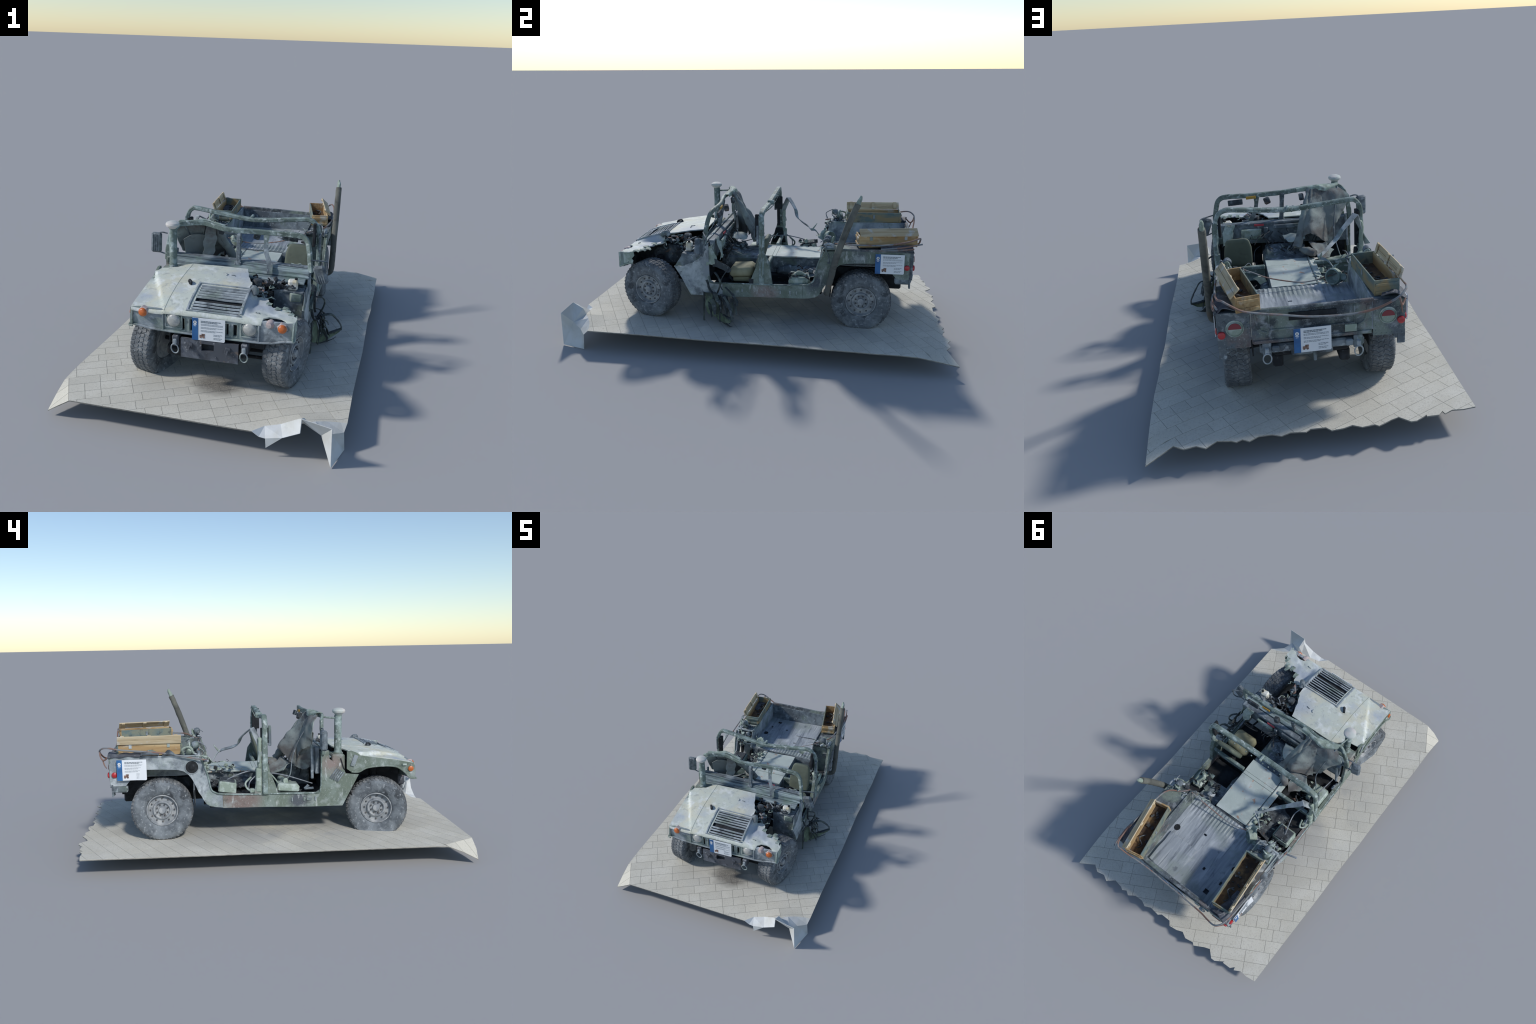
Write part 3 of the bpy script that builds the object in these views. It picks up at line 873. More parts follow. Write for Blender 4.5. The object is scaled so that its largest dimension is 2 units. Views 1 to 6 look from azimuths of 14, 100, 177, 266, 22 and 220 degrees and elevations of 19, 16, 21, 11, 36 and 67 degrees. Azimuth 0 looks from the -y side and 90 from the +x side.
for s in (-1, 1):
    h = Shape()
    xi, xo = s * .232, s * .352
    top = [(xi, .325), (xo, .325), (xo, .757), (xi, .757)]
    if s < 0:
        top = top[::-1]
    h.plate(top, (0, 0, .511), (1, 0, 0), (0, 1, 0), .006, .03, amp=.003, seed=31 + s)
    wall = [(.285, .395), (.757, .395), (.757, .512), (.325, .512)]
    h.plate(wall if s > 0 else [(-a, b) for a, b in wall][::1], (xi, 0, 0), (0, 1 if s > 0 else -1, 0), (0, 0, 1), .005, .03, amp=.002, seed=35 + s)
    h.sheet([[(xi, .332, .512), (xo, .332, .512)], [(xi, .348, .45), (xo, .35, .45)], [(xi, .350, .27), (xo - s * .02, .352, .27)]], .005, 8, 10, .003, 18, 2 + s)
    h.tube([(xi, .327, .513), (xo, .327, .513)], .006, n=8, smooth=1)
    h.tube([(xi, .327, .514), (xi, .757, .514)], .004, n=8, smooth=1)
    h.tube([(xo, .33, .512), (xo, .757, .516)], .004, n=8, smooth=1)
    h.tube([(xi, .343, .44), (xo, .343, .44)], .005, n=8, smooth=1)
    h.tube([(xi, .327, .512), (xi, .288, .398)], .005, n=8, smooth=1)
    part(h, 'wheel_housing', 'ashy' if s < 0 else 'rear')
    lin_ = Shape()
    lin_.box((s * .2865, .51, .498), (.10, .36, .004))
    lin_.box((s * .225, .50, .345), (.005, .44, .08))
    lin_.box((s * .2865, .354, .35), (.108, .005, .19))
    lin_.box((s * .2865, .685, .43), (.108, .005, .14), (.2, 0, 0))
    part(lin_, 'wheel_arch_liner', 'dark')
bk = Shape().box((0, .52, .378), (.44, .42, .006)).box((0, .297, .335), (.45, .006, .12)).box((0, .745, .45), (.45, .008, .11))
part(bk, 'bed_bulkhead', 'burnt')

# ------------------------------------------------------------------ tail
TG = [(-.226, .378), (.226, .378), (.226, .512), (-.226, .512)]
tg = Shape().plate([(-x, z) for x, z in TG][::-1], (0, .757, 0), (-1, 0, 0), (0, 0, 1), .012, .03, amp=.0015, seed=41)
tg.tube([(.226, .757, .512), (0, .760, .516), (-.232, .757, .518)], .007, section=(.014, .012), smooth=3)
for a, b, c, d in [((.16, .758, .498), (.16, .758, .43), (-.16, .758, .43), (-.16, .758, .503))]:
    tg.tube([a, b, c, d], .006, smooth=1, section=(.010, .008))
tg.tube([(.222, .759, .384), (-.222, .759, .388)], .006, smooth=1, section=(.010, .014))
tg.tube([(.212, .758, .50), (.20, .758, .44), (.17, .758, .42)], .004, n=8)
tg.tube([(-.212, .758, .50), (-.20, .758, .44), (-.17, .758, .42)], .004, n=8)
for i in range(11):
    tg.lathe([(.0025, 0), (.0015, .002)], (-.2 + i * .04, .763, .506), (0, 1, 0), 8)
part(tg, 'tailgate', 'rear')
part(Shape().box((-.003, .761, .480), (.178, .004, .032)), 'tailgate_plaque', 'dark')
part(Shape().box((-.145, .763, .412), (.045, .004, .030)), 'tailgate_latch_plate', 'pale')
for s in (-1, 1):
    X = s * .292
    c = Shape().plate([(-.061, .368), (.061, .368), (.061, .512), (-.061, .515)], (X, .760, 0), (-1, 0, 0), (0, 0, 1), .014, .02, amp=.002, seed=44 + s)
    for t in range(6):
        c.lathe([(.002, 0), (.001, .002)], (X - .05 + t * .02, .760, .376), (0, 1, 0), 6)
        c.lathe([(.002, 0), (.001, .002)], (X - s * .052, .760, .39 + t * .02), (0, 1, 0), 6)
    c.lathe([(.004, 0), (.004, .003), (.001, .003)], (X + s * .033, .760, .478), (0, 1, 0), 10)
    part(c, 'rear_corner_panel', 'rear')
    r = Shape().lathe([(.034, -.001), (.034, .003), (.031, .004), (.030, .001)], (s * .287, .760, .450), (0, 1, 0), 28)
    r.lathe([(.026, -.001), (.026, .004), (.024, .006), (.001, .007)], (s * .287, .760, .450), (0, 1, 0), 28)
    part(r, 'tail_lamp', 'pale')
    half = Shape()
    V = [(s * .287 + .0245 * math.cos(a), .769, .4505 + .0235 * math.sin(a)) for a in [math.pi * k / 14 for k in range(15)]]
    V2 = [(x, .762, z) for x, y, z in V]
    half.add(V + V2, [tuple(range(15)), tuple(range(29, 14, -1))] + [(i, i + 15, (i + 1) % 15 + 15, (i + 1) % 15) for i in range(15)])
    part(half, 'tail_lamp_lens', 'dark_red')
    part(Shape().lathe([(.015, -.001), (.014, .007), (.009, .010), (.001, .011)], (s * .337, .760, .427), (0, 1, 0), 18), 'reflector', 'red')
rb_ = Shape().box((0, .725, .345), (.40, .05, .035)).box((0, .715, .32), (.16, .06, .03))
for s in (-1, 1):
    rb_.box((s * .173, .755, .352), (.034, .012, .052))
    rb_.box((s * .140, .752, .350), (.030, .03, .026))
rb_.lathe([(.006, -.03), (.008, 0), (.006, .02)], (-.01, .745, .31), (0, 0, 1), 10)
part(rb_, 'rear_bumper', 'burnt')
def shackle(x, y, z, back):
    t = Shape()
    ring = [(x + .016 * math.sin(a), y + back * (.004 + .006 * math.cos(a)), z - .022 + .024 * math.cos(a)) for a in [2 * math.pi * k / 16 for k in range(17)]]
    t.tube(ring, .0028, n=8, smooth=2)
    t.box((x, y, z + .01), (.016, .018, .022))
    part(t, 'tow_shackle', 'ashy')
for s in (-1, 1):
    shackle(s * .174, .765, .338, 1)
    shackle(s * .150, -.765, .305, -1)

# ------------------------------------------------------------------ front bumper
fb = Shape().plate([(-.125, .246), (.125, .246), (.125, .334), (-.125, .334)], (0, -.765, 0), (1, 0, 0), (0, 0, 1), .012, .03, holes=[(-.034, .287, .020, .319)], amp=.001)
fb.box((0, -.748, .252), (.25, .03, .008))
for x in (-.085, .080):
    fb.box((x, -.768, .305), (.022, .010, .026), (0, .2, 0)); fb.tube([(x, -.77, .30), (x + .004, -.782, .305), (x, -.782, .29)], .004, n=8)
for x in (-.045, .03):
    fb.lathe([(.005, 0), (.004, .003)], (x, -.766, .262), (0, -1, 0), 10)
for s in (-1, 1):
    fb.box((s * .150, -.745, .315), (.03, .04, .05))
part(fb, 'front_bumper', 'gunmetal')
part(Shape().box((-.007, -.748, .30), (.06, .006, .045)), 'winch_opening', 'dark')

# ------------------------------------------------------------------ signs
def sign(o, u, v, w=.141, h=.100, curl=0.):
    u, v, o = Vector(u), Vector(v), Vector(o)
    n = u.cross(v).normalized()
    at = lambda a, b, c=0.: o + u * a + v * b + n * c
    body = Shape().plate([(0, 0), (.03, 0), (w - .004, 0), (w, .004), (w, h), (0, h)], o, u, v, .003, .02, warp=(lambda x, y: curl * max(0, x - .1) * (1 - y / h) * 3))
    R = Matrix((u, v, n)).transposed()
    sg = part(body, 'information_sign', 'white')
    def sub(sh, name, mat, kind=None):
        ob = sh.build(name, mat, sg, 35, kind)
        return ob
    sub(Shape().box(at(.0125, h / 2, .0006), (.026, h + .0005, .0014), bev=.0003, mat=R), 'sign_band', 'blue')
    lg = Shape().lathe([(.0075, 0), (.0075, .0006), (.0045, .0006), (.0045, 0)], at(.0125, h - .020, .0014), n, 20)
    lg.box(at(.0125, h - .030, .0016), (.014, .0025, .0006), bev=.0001, mat=R)
    lg.box(at(.0125, h - .036, .0016), (.010, .0020, .0006), bev=.0001, mat=R)
    sub(lg, 'sign_emblem', 'white')
    tx = Shape()
    rr = random.Random(5)
    def line(a, b, length, t):
        x = a
        while x < a + length:
            q = rr.uniform(.004, .012)
            q = min(q, a + length - x)
            if q > .0015:
                tx.box(at(x + q / 2, b, .0006), (q, t, .0008), bev=.0001, mat=R)
            x += q + .0016
    line(.037, h - .012, .088, .0030); line(.037, h - .0175, .07, .0030)
    for i in range(8):
        if i in (2, 5):
            continue
        line(.037, h - .025 - i * .0048, .094 - .03 * (i in (4, 7)), .0013)
    for i in range(4):
        line(.092, .031 - i * .0055 - (.004 if i > 1 else 0), .038 - .008 * (i % 2), .0015)
    sub(tx, 'sign_text', 'ink', 'stuff')
    ph = Shape().box(at(.043, .020, .0006), (.022, .010, .0009), bev=.0002, mat=R)
    ph.box(at(.048, .027, .0006), (.014, .007, .0009), bev=.0002, mat=R)
    for a in (.037, .050):
        ph.lathe([(.005, 0), (.005, .0011), (.001, .0011)], at(a, .015, .0002), n, 14)
    sub(ph, 'sign_picture', 'photo')
sign((-.074, -.766, .335), (1, 0, .02), (0, 0, 1))
sign((.072, .7735, .332), (-1, 0, .02), (0, 0, 1))
sign((-.372, .720, .405), (0, -1, .0), (0, 0, 1), curl=.06)
sign((.362, .576, .398), (0, 1, .0), (0, 0, 1))

# ------------------------------------------------------------------ windscreen frame and cowl
ws = Shape()
ws.tube([(-.358, -.285, .50), (-.352, -.285, .57), (-.338, -.281, .628), (-.322, -.284, .666), (-.296, -.290, .685), (-.259, -.278, .689), (-.179, -.262, .693), (-.078, -.278, .680), (0, -.272, .676),
         (.09, -.260, .675), (.18, -.258, .675), (.275, -.262, .676), (.306, -.266, .668), (.325, -.274, .646), (.340, -.288, .58), (.347, -.296, .515)], .012, smooth=6, section=(.024, .016), up=(0, 1, 0.000), wob=.0018)
part(ws, 'windscreen_frame', 'frame')
wp = Shape().tube([(.002, -.296, .515), (-.002, -.282, .59), (-.006, -.268, .675)], .012, section=(.022, .018), up=(0, 1, 0), wob=.002)
wp.box((0, -.300, .522), (.034, .014, .016))
part(wp, 'windscreen_post', 'burnt')
dn = Shape().sheet([[(-.30, -.29, .700), (-.23, -.27, .703), (-.17, -.255, .708), (-.08, -.275, .692)], [(-.30, -.265, .697), (-.23, -.24, .700), (-.178, -.235, .704), (-.08, -.255, .690)],
                   [(-.29, -.262, .684), (-.23, -.235, .680), (-.175, -.232, .682), (-.08, -.25, .676)]], .003, 16, 10, .005, 25, 3)
part(dn, 'crushed_roof_rail', 'pale')
cw = Shape()
for i, (dy, dz) in enumerate([(0, 0), (-.010, -.010), (-.016, -.020), (-.022, -.031)]):
    cw.tube([(-.345, -.285 + dy, .527 + dz), (-.15, -.287 + dy, .524 + dz), (0, -.288 + dy, .525 + dz), (.2, -.288 + dy, .523 + dz), (.343, -.290 + dy, .521 + dz)], .006, n=8, smooth=5, wob=.002, seed=i)
cw.box((0, -.297, .500), (.69, .028, .044), (-.45, 0, 0))
cw.box((0, -.33, .480), (.66, .07, .008), (.1, 0, 0))
part(cw, 'windscreen_sill', 'sill')
st = Shape().sheet([[(.115, -.262, .662), (.139, -.262, .662)], [(.118, -.280, .61), (.138, -.278, .61)], [(.132, -.296, .56), (.158, -.296, .56)], [(.145, -.318, .525), (.172, -.318, .525)], [(.148, -.326, .497), (.17, -.326, .497)]], .004, 6, 16, .004, 30, 1)
part(st, 'torn_pillar_strip', 'burnt')
# debris hanging from the top rail
hb = Shape()
hb.box((.235, -.235, .650), (.075, .012, .028), (.3, .05, 0), mi=0)
hb.box((.155, -.245, .667), (.05, .006, .014), (0, .05, 0), mi=1)
hb.box((.075, -.235, .648), (.030, .026, .034), (.2, .3, .2), mi=0)
hb.box((-.10, -.235, .655), (.024, .02, .034), (.1, .1, 0))
part(hb, 'hanging_bracket', ['mid', 'yellow'], kind='stuff')

# ------------------------------------------------------------------ dashboard and interior
ds = Shape()
ds.plate([(-.335, .43), (.335, .40), (.335, .530), (-.335, .522)], (0, -.250, 0), (-1, 0, 0), (0, 0, 1), .02, .03, amp=.004, seed=51)
ds.box((0, -.262, .524), (.66, .03, .012))
ds.box((-.05, -.243, .505), (.20, .016, .022))
ds.box((.09, -.243, .47), (.022, .016, .075), (-.1, 0, 0))
ip = Shape().box((.165, -.241, .474), (.105, .014, .058), (-.2, 0, 0), bev=.004)
for i in range(5):
    ip.lathe([(.011, 0), (.011, .006), (.009, .006), (.009, .002), (.001, .002)], (.135 + (i % 3) * .028 + .012 * (i // 3), -.237, .487 - (i // 3) * .026), (0, 1, -.2), 14)
part(ip, 'instrument_panel', 'pale')
part(ds, 'dashboard', 'burnt')
part(Shape().box((.123, -.238, .521), (.05, .006, .010)), 'warning_label', 'label')
dv = Shape()
rr = random.Random(11)
for i in range(26):
    x = rr.uniform(-.2, .2)
    y = rr.uniform(-.25, -.17)
    p = [Vector((x, -.245, rr.uniform(.40, .50)))]
    for k in range(3):
        p.append(p[-1] + Vector((rr.uniform(-.03, .03), rr.uniform(.005, .03), rr.uniform(-.04, .0))))
    dv.tube(p, rr.uniform(.0015, .0035), n=6, smooth=4)
part(dv, 'loose_wiring', 'mid', kind='stuff')
sw = Shape().tube([(.232 + .042 * math.cos(a), -.19 + .020 * math.sin(a), .445 + .036 * math.sin(a)) for a in [2 * math.pi * k / 20 for k in range(21)]], .0035, n=8, smooth=2)
for a in (0, 2.1, 4.2):
    sw.tube([(.232, -.192, .445), (.232 + .042 * math.cos(a), -.19 + .020 * math.sin(a), .445 + .036 * math.sin(a))], .0025, n=6, smooth=1)
sw.tube([(.232, -.192, .445), (.228, -.25, .43)], .006, n=8, smooth=1)
part(sw, 'steering_wheel', 'dark')
fl = Shape()
fl.box((-.222, -.13, .272), (.22, .28, .008)).box((.222, -.13, .272), (.22, .28, .008))
fl.box((-.222, .16, .304), (.22, .30, .008)).box((.222, .085, .258), (.22, .13, .006)).box((.222, .235, .306), (.22, .16, .008))
fl.box((-.222, -.30, .37), (.22, .006, .15)).box((.222, -.30, .37), (.22, .006, .15))
fl.box((0, .27, .262), (.64, .08, .006))
part(fl, 'cabin_floor', 'dark')
tn = Shape()
tn.box((0, .02, .322), (.225, .56, .130), bev=.01)
tn.box((0, -.19, .385), (.20, .10, .04), (-.4, 0, 0), bev=.008)
tn.noise(.003, 14, 3)
part(tn, 'transmission_tunnel', 'burnt')
tc_ = Shape()
tc_.plate([(-.092, .045), (.112, .045), (.110, .285), (-.092, .280)], (0, 0, .395), (1, 0, 0), (0, 1, 0), .007, .03, amp=.003, seed=5)
tc_.plate([(-.092, -.055), (.112, -.055), (.112, .022), (-.092, .022)], (0, 0, .394), (1, 0, 0), (0, 1, 0), .006, .03, amp=.003, seed=6)
tc_.box((.01, .033, .390), (.205, .020, .008))
tc_.box((-.113, .12, .388), (.034, .34, .008), (0, -.12, 0))
tc_.box((-.103, .12, .393), (.006, .34, .006))
part(tc_, 'tunnel_cover', 'cover')
for s in (-1, 1):     # cross rails beside the tunnel under the hoop
    c = Shape().box((s * .235, .022, .392), (.23, .018, .02)).box((s * .235, .018, .36), (.23, .006, .07))
    part(c, 'seat_rail', 'frame')
# driver's seat
se = Shape()
prof = [(.135, .0), (.132, .06), (.120, .12), (.098, .165)]
rows = []
V, F = [], []
n_ = 20
for i, (w_, h_) in enumerate([(.10, -.005), (.128, 0), (.136, .03), (.134, .07), (.128, .11), (.114, .140), (.100, .152), (.07, .158)]):
    th = .036 - .014 * (i / 7) if i not in (0, 7) else .018
    cy = -.028 + .050 * h_ / .158
    for k in range(n_):
        a = 2 * math.pi * k / n_
        cx = abs(math.cos(a)) ** .35 * (1 if math.cos(a) > 0 else -1)
        sx = abs(math.sin(a)) ** .5 * (1 if math.sin(a) > 0 else -1)
        V.append((.243 + cx * w_ / 2, cy + sx * th / 2, .385 + h_))
m_ = 8
for i in range(m_ - 1):
    for k in range(n_):
        F.append((i * n_ + k, i * n_ + (k + 1) % n_, (i + 1) * n_ + (k + 1) % n_, (i + 1) * n_ + k))
F += [tuple(range(n_ - 1, -1, -1)), tuple((m_ - 1) * n_ + k for k in range(n_))]
se.add(V, F).noise(.002, 30, 4)
part(se, 'seat_backrest', 'seat', 60)
cu = Shape().box((.243, -.115, .353), (.135, .125, .055), (.08, 0, 0), bev=.016).noise(.003, 25, 2)
cu.box((.243, -.115, .315), (.10, .09, .035))
part(cu, 'seat_cushion', 'cushion', 60)
# equipment left in the foot wells
def scrap(cx, cy, cz, sx, sy, sz, n, seed, name, mats):
    r = random.Random(seed)
    s = Shape()
    k = len(mats)
    for i in range(n):
        c = (cx + r.uniform(-.5, .5) * sx, cy + r.uniform(-.5, .5) * sy, cz + r.uniform(-.5, .5) * sz)
        t = r.random()
        mi = r.randrange(k)
        if t < .35:
            s.box(c, (r.uniform(.008, .026), r.uniform(.008, .026), r.uniform(.006, .022)), (r.uniform(-.5, .5), r.uniform(-.5, .5), r.uniform(0, 3)), mi=mi)
        elif t < .75:
            p = [Vector(c)]
            for q in range(3):
                p.append(p[-1] + Vector((r.uniform(-1, 1), r.uniform(-1, 1), r.uniform(-.5, .6))) * .022)
            s.tube(p, r.uniform(.0015, .005), n=7, smooth=4, mi=mi)
        else:
            a = r.uniform(0, 3)
            d = Vector((math.cos(a), math.sin(a), r.uniform(-.4, .4))) * .013
            e = Vector((-math.sin(a), math.cos(a), r.uniform(-.6, .6))) * .009
            c = Vector(c)
            s.sheet([[c - d - e, c + d - e], [c - d * .8, c + d + Vector((0, 0, .006))], [c - d + e, c + d * .7 + e]], .002, 6, 6, .006, 50, i, mi=mi)
    part(s, name, mats, kind='stuff')
q = Shape().box((.300, .195, .318), (.06, .105, .055), (0, 0, .05)).box((.295, .15, .31), (.07, .02, .04)).noise(.003, 30, 9)
q.tube([(.31, .16, .35), (.28, .19, .36), (.30, .23, .352)], .010, n=8, wob=.006)
part(q, 'battery_tray', 'pale')
q = Shape().tube([(.120, .05, .31), (.125, .10, .32), (.122, .16, .32), (.125, .22, .32)], [.015, .026, .026, .015], n=12, wob=.006)
part(q, 'heat_blanket', 'burnt')
q = Shape().sheet([[(.13, .16, .335), (.2, .155, .32), (.26, .165, .315)], [(.13, .21, .345), (.19, .21, .330), (.25, .205, .325)], [(.13, .29, .345), (.2, .29, .34), (.25, .285, .335)]], .003, 14, 14, .012, 24, 5)
part(q, 'collapsed_seat_panel', 'burnt')
q = Shape().sheet([[(-.13, .07, .345), (-.19, .06, .335), (-.25, .08, .325)], [(-.13, .15, .35), (-.19, .14, .335), (-.24, .15, .325)], [(-.13, .27, .345), (-.18, .26, .34), (-.23, .27, .33)]], .003, 14, 14, .012, 24, 7)
part(q, 'collapsed_seat_panel', 'mid')
scrap(.285, .19, .345, .07, .10, .02, 18, 21, 'cabin_debris', ['mid', 'pale', 'dark'])
scrap(.19, .23, .335, .10, .10, .03, 24, 33, 'cabin_debris', ['mid', 'burnt', 'dark', 'ashy'])
scrap(.20, -.10, .31, .06, .2, .05, 18, 22, 'cabin_debris', ['mid', 'dark'])
q = Shape().box((-.29, -.115, .330), (.09, .11, .040), (.1, 0, 0), bev=.008).noise(.003, 30, 3)
part(q, 'seat_base', 'pale')
q = Shape().box((-.285, .19, .343), (.10, .09, .055), (.12, 0, 0), bev=.006)
q.box((-.285, .19, .372), (.08, .075, .012), (.12, 0, 0), mi=1)
q.noise(.003, 30, 8)
part(q, 'battery_box', ['pale', 'mid'])
scrap(-.24, -.08, .305, .16, .2, .05, 40, 23, 'cabin_debris', ['mid', 'dark', 'mid', 'pale', 'rust'])
scrap(-.22, .18, .325, .14, .14, .04, 34, 24, 'cabin_debris', ['mid', 'dark', 'pale'])
scrap(-.15, .20, .40, .06, .1, .04, 16, 25, 'cabin_debris', ['pale', 'mid'])
scrap(-.29, .31, .45, .08, .05, .10, 34, 26, 'cabin_debris', ['mid', 'pale', 'ashy'])
scrap(.28, .345, .518, .11, .05, .01, 12, 27, 'cabin_debris', ['ashy', 'mid'])
scrap(-.29, .365, .518, .10, .05, .01, 12, 28, 'cabin_debris', ['ashy', 'mid'])
scrap(0, -.18, .405, .18, .07, .03, 24, 29, 'cabin_debris', ['mid', 'burnt', 'ashy'])
q = Shape().sheet([[(-.09, -.23, .468), (-.03, -.225, .47), (.01, -.22, .462)], [(-.10, -.19, .470), (-.04, -.18, .468), (.0, -.19, .455)], [(-.10, -.15, .46), (-.05, -.14, .455), (-.01, -.16, .445)]], .003, 10, 10, .008, 35, 4)
part(q, 'torn_floor_flap', 'cover')
q = Shape().tube([(-.13, -.095, .345), (-.2, -.09, .352), (-.30, -.105, .36)], .014, n=10, wob=.006)
q.tube([(-.31, -.075, .34), (-.335, -.03, .40), (-.325, -.005, .41), (-.28, -.02, .39)], .004, n=6)
part(q, 'bent_seat_tube', 'pale')

# engine bay behind the torn bonnet
eb = Shape().box((.06, -.50, .385), (.24, .26, .10), bev=.02).box((.11, -.44, .455), (.06, .07, .05), bev=.01).box((.15, -.51, .425), (.05, .08, .05)).noise(.006, 22, 1)
eb.lathe([(.02, 0), (.024, .01), (.02, .03), (.008, .035)], (.125, -.445, .476), (.2, .1, 1), 12)
part(eb, 'engine_block', 'mid')
scrap(.14, -.46, .462, .12, .2, .06, 80, 31, 'engine_debris', ['mid', 'dark', 'burnt', 'pale', 'mid', 'rust'])
scrap(.22, -.38, .468, .16, .06, .03, 34, 32, 'engine_debris', ['mid', 'burnt', 'wire', 'dark'])
lg_ = Shape().plate([(.19, -.415), (.335, -.420), (.335, -.31), (.19, -.31)], (0, 0, .456), (1, 0, 0), (0, 1, 0), .006, .025, amp=.004, seed=3)
lg_.plate([(.20, .26), (.335, .28), (.335, .455), (.20, .455)], (0, -.412, 0), (1, 0, 0), (0, 0, 1), .005, .03, amp=.004, seed=4)
lg_.sheet([[(.338, -.42, .452), (.338, -.31, .46)], [(.342, -.45, .40), (.345, -.31, .42)], [(.345, -.458, .388), (.348, -.31, .40)]], .004, 8, 8, .006, 30, 6)
part(lg_, 'inner_wing', 'burnt')
part(Shape().box((.30, -.395, .430), (.06, .05, .05), (0, 0, .1)).noise(.006, 30, 3), 'wing_bracket', 'pale')
bt = Shape().box((.283, -.393, .482), (.046, .034, .050), (0, 0, .12), bev=.008)
bt.lathe([(.007, 0), (.007, .008), (.001, .009)], (.296, -.390, .506), (0, 0, 1), 12, mi=1)
part(bt, 'washer_tank', ['bottle', 'dark'])
iw = Shape().plate([(-.72, .27), (-.42, .27), (-.42, .44), (-.56, .45), (-.66, .44), (-.72, .42)], (.155, 0, 0), (0, 1, 0), (0, 0, 1), .005, .03, amp=.006, seed=8)
iw.box((.10, -.40, .40), (.28, .006, .16)).box((0, -.30, .42), (.60, .006, .16))
iw.box((.10, -.72, .36), (.26, .02, .10)).box((-.19, -.56, .36), (.006, .32, .16))
part(iw, 'engine_bay_wall', 'dark')

# ------------------------------------------------------------------ roll hoop
rh = Shape()
rh.tube([(.350, .003, 0.310), (.347, .003, 0.420), (.345, .003, 0.580), (.340, .002, 0.628), (.325, -.001, 0.661), (.302, .001, 0.678), (.265, .002, 0.683), (.15, -.006, 0.671), (-.004, -.011, 0.660), (-.16, -.004, 0.675), (-.295, .003, 0.690), (-.325, .003, 0.685), (-.345, .002, 0.661), (-.352, .003, 0.613), (-.356, .004, 0.450), (-.358, .005, 0.310)],
        .014, smooth=5, section=(.020, .027), up=(0, 1, 0), wob=.001)
part(rh, 'roll_hoop', 'frame')
rb2 = Shape()
for i in range(16):
    x = -.28 + i * .037
    z = -.007 + ramp(x, [(-.295, .697), (-.16, .682), (0, .667), (.15, .678), (.265, .690)])
    rb2.box((x, .017, z - .004), (.007, .005, .007))
for i in range(10):
    rb2.lathe([(.003, -.002), (.002, .003)], (.347, .0165, .42 + i * .018), (0, 1, 0), 6)
    rb2.lathe([(.003, -.002), (.002, .003)], (-.355, .0165, .42 + i * .018), (0, 1, 0), 6)
rb2.box((-.004, .0, .668), (.012, .036, .024))
rb2.box((-.334, .0, .60), (.016, .045, .075), mi=1); rb2.box((.322, -.012, .612), (.014, .042, .12), mi=1)
rb2.tube([(-.338, -.002, .57), (-.338, .0, .46)], .012, section=(.03, .016), smooth=1, mi=1)
rb2.box((-.330, .003, .40), (.02, .085, .09), (0, 0, 0), mi=1, taper=(.8, .5))
part(rb2, 'hoop_fitting', ['frame', 'dark'], kind='stuff')
q = Shape().box((-.352, -.022, .60), (.010, .014, .10)).box((.352, -.016, .57), (.010, .012, .10))
part(q, 'door_catch', 'burnt')
q = Shape().tube([(-.33, .03, .40), (-.345, .03, .44), (-.35, .03, .56), (-.34, .025, .585)], .011, n=10, wob=.003)
q.box((-.345, .035, .38), (.03, .03, .12)).noise(.003, 30, 2)
part(q, 'belt_column', 'pale')
q = Shape().tube([(-.352, .045, .33), (-.34, .085, .33), (-.325, .10, .36), (-.32, .07, .39)], .005, n=7)
q.box((-.335, .06, .325), (.03, .04, .02))
part(q, 'door_hinge_scrap', 'pale')

# bent trim strip hanging off the hoop
ts = Shape()
ts.sheet([[(-.392, .040, .478), (-.368, .028, .470)], [(-.356, .036, .540), (-.345, .014, .545)], [(-.332, .068, .622), (-.306, .044, .628)], [(-.317, .080, .628), (-.300, .060, .634)], [(-.25, .12, .580), (-.242, .10, .590)],
          [(-.205, .140, .530), (-.20, .125, .545)], [(-.14, .205, .500), (-.138, .195, .514)], [(-.115, .222, .488), (-.112, .212, .502)], [(-.15, .238, .476), (-.15, .232, .487)], [(-.18, .262, .440), (-.176, .258, .45)]], .004, 6, 40, .003, 25, 2)
part(ts, 'bent_door_trim', 'ashy')
q = Shape()
q.tube([(-.115, .22, .49), (-.122, .24, .515), (-.12, .25, .53)], [.006, .001], n=6)
q.sheet([[(-.175, .24, .45), (-.15, .26, .44)], [(-.17, .27, .46), (-.13, .28, .43)], [(-.19, .30, .50), (-.16, .30, .42)]], .003, 8, 8, .012, 30, 3)
q.sheet([[(.13, .30, .43), (.16, .30, .42)], [(.14, .30, .45), (.17, .30, .44)], [(.17, .32, .47), (.19, .31, .455)]], .003, 8, 8, .008, 30, 5)
part(q, 'torn_metal_shred', 'pale', kind='stuff')
cp_ = Shape().lathe([(.012, -.03), (.030, -.022), (.038, .0), (.036, .02), (.030, .022), (.028, .0), (.02, -.015), (.001, -.018)], (-.165, .318, .437), (.5, .6, .25), 20)
cp_.lathe([(.012, 0), (.016, .006), (.012, .012), (.001, .013)], (-.200, .335, .438), (0, 1, .4), 10)
part(cp_, 'broken_lamp_bowl', 'pale')
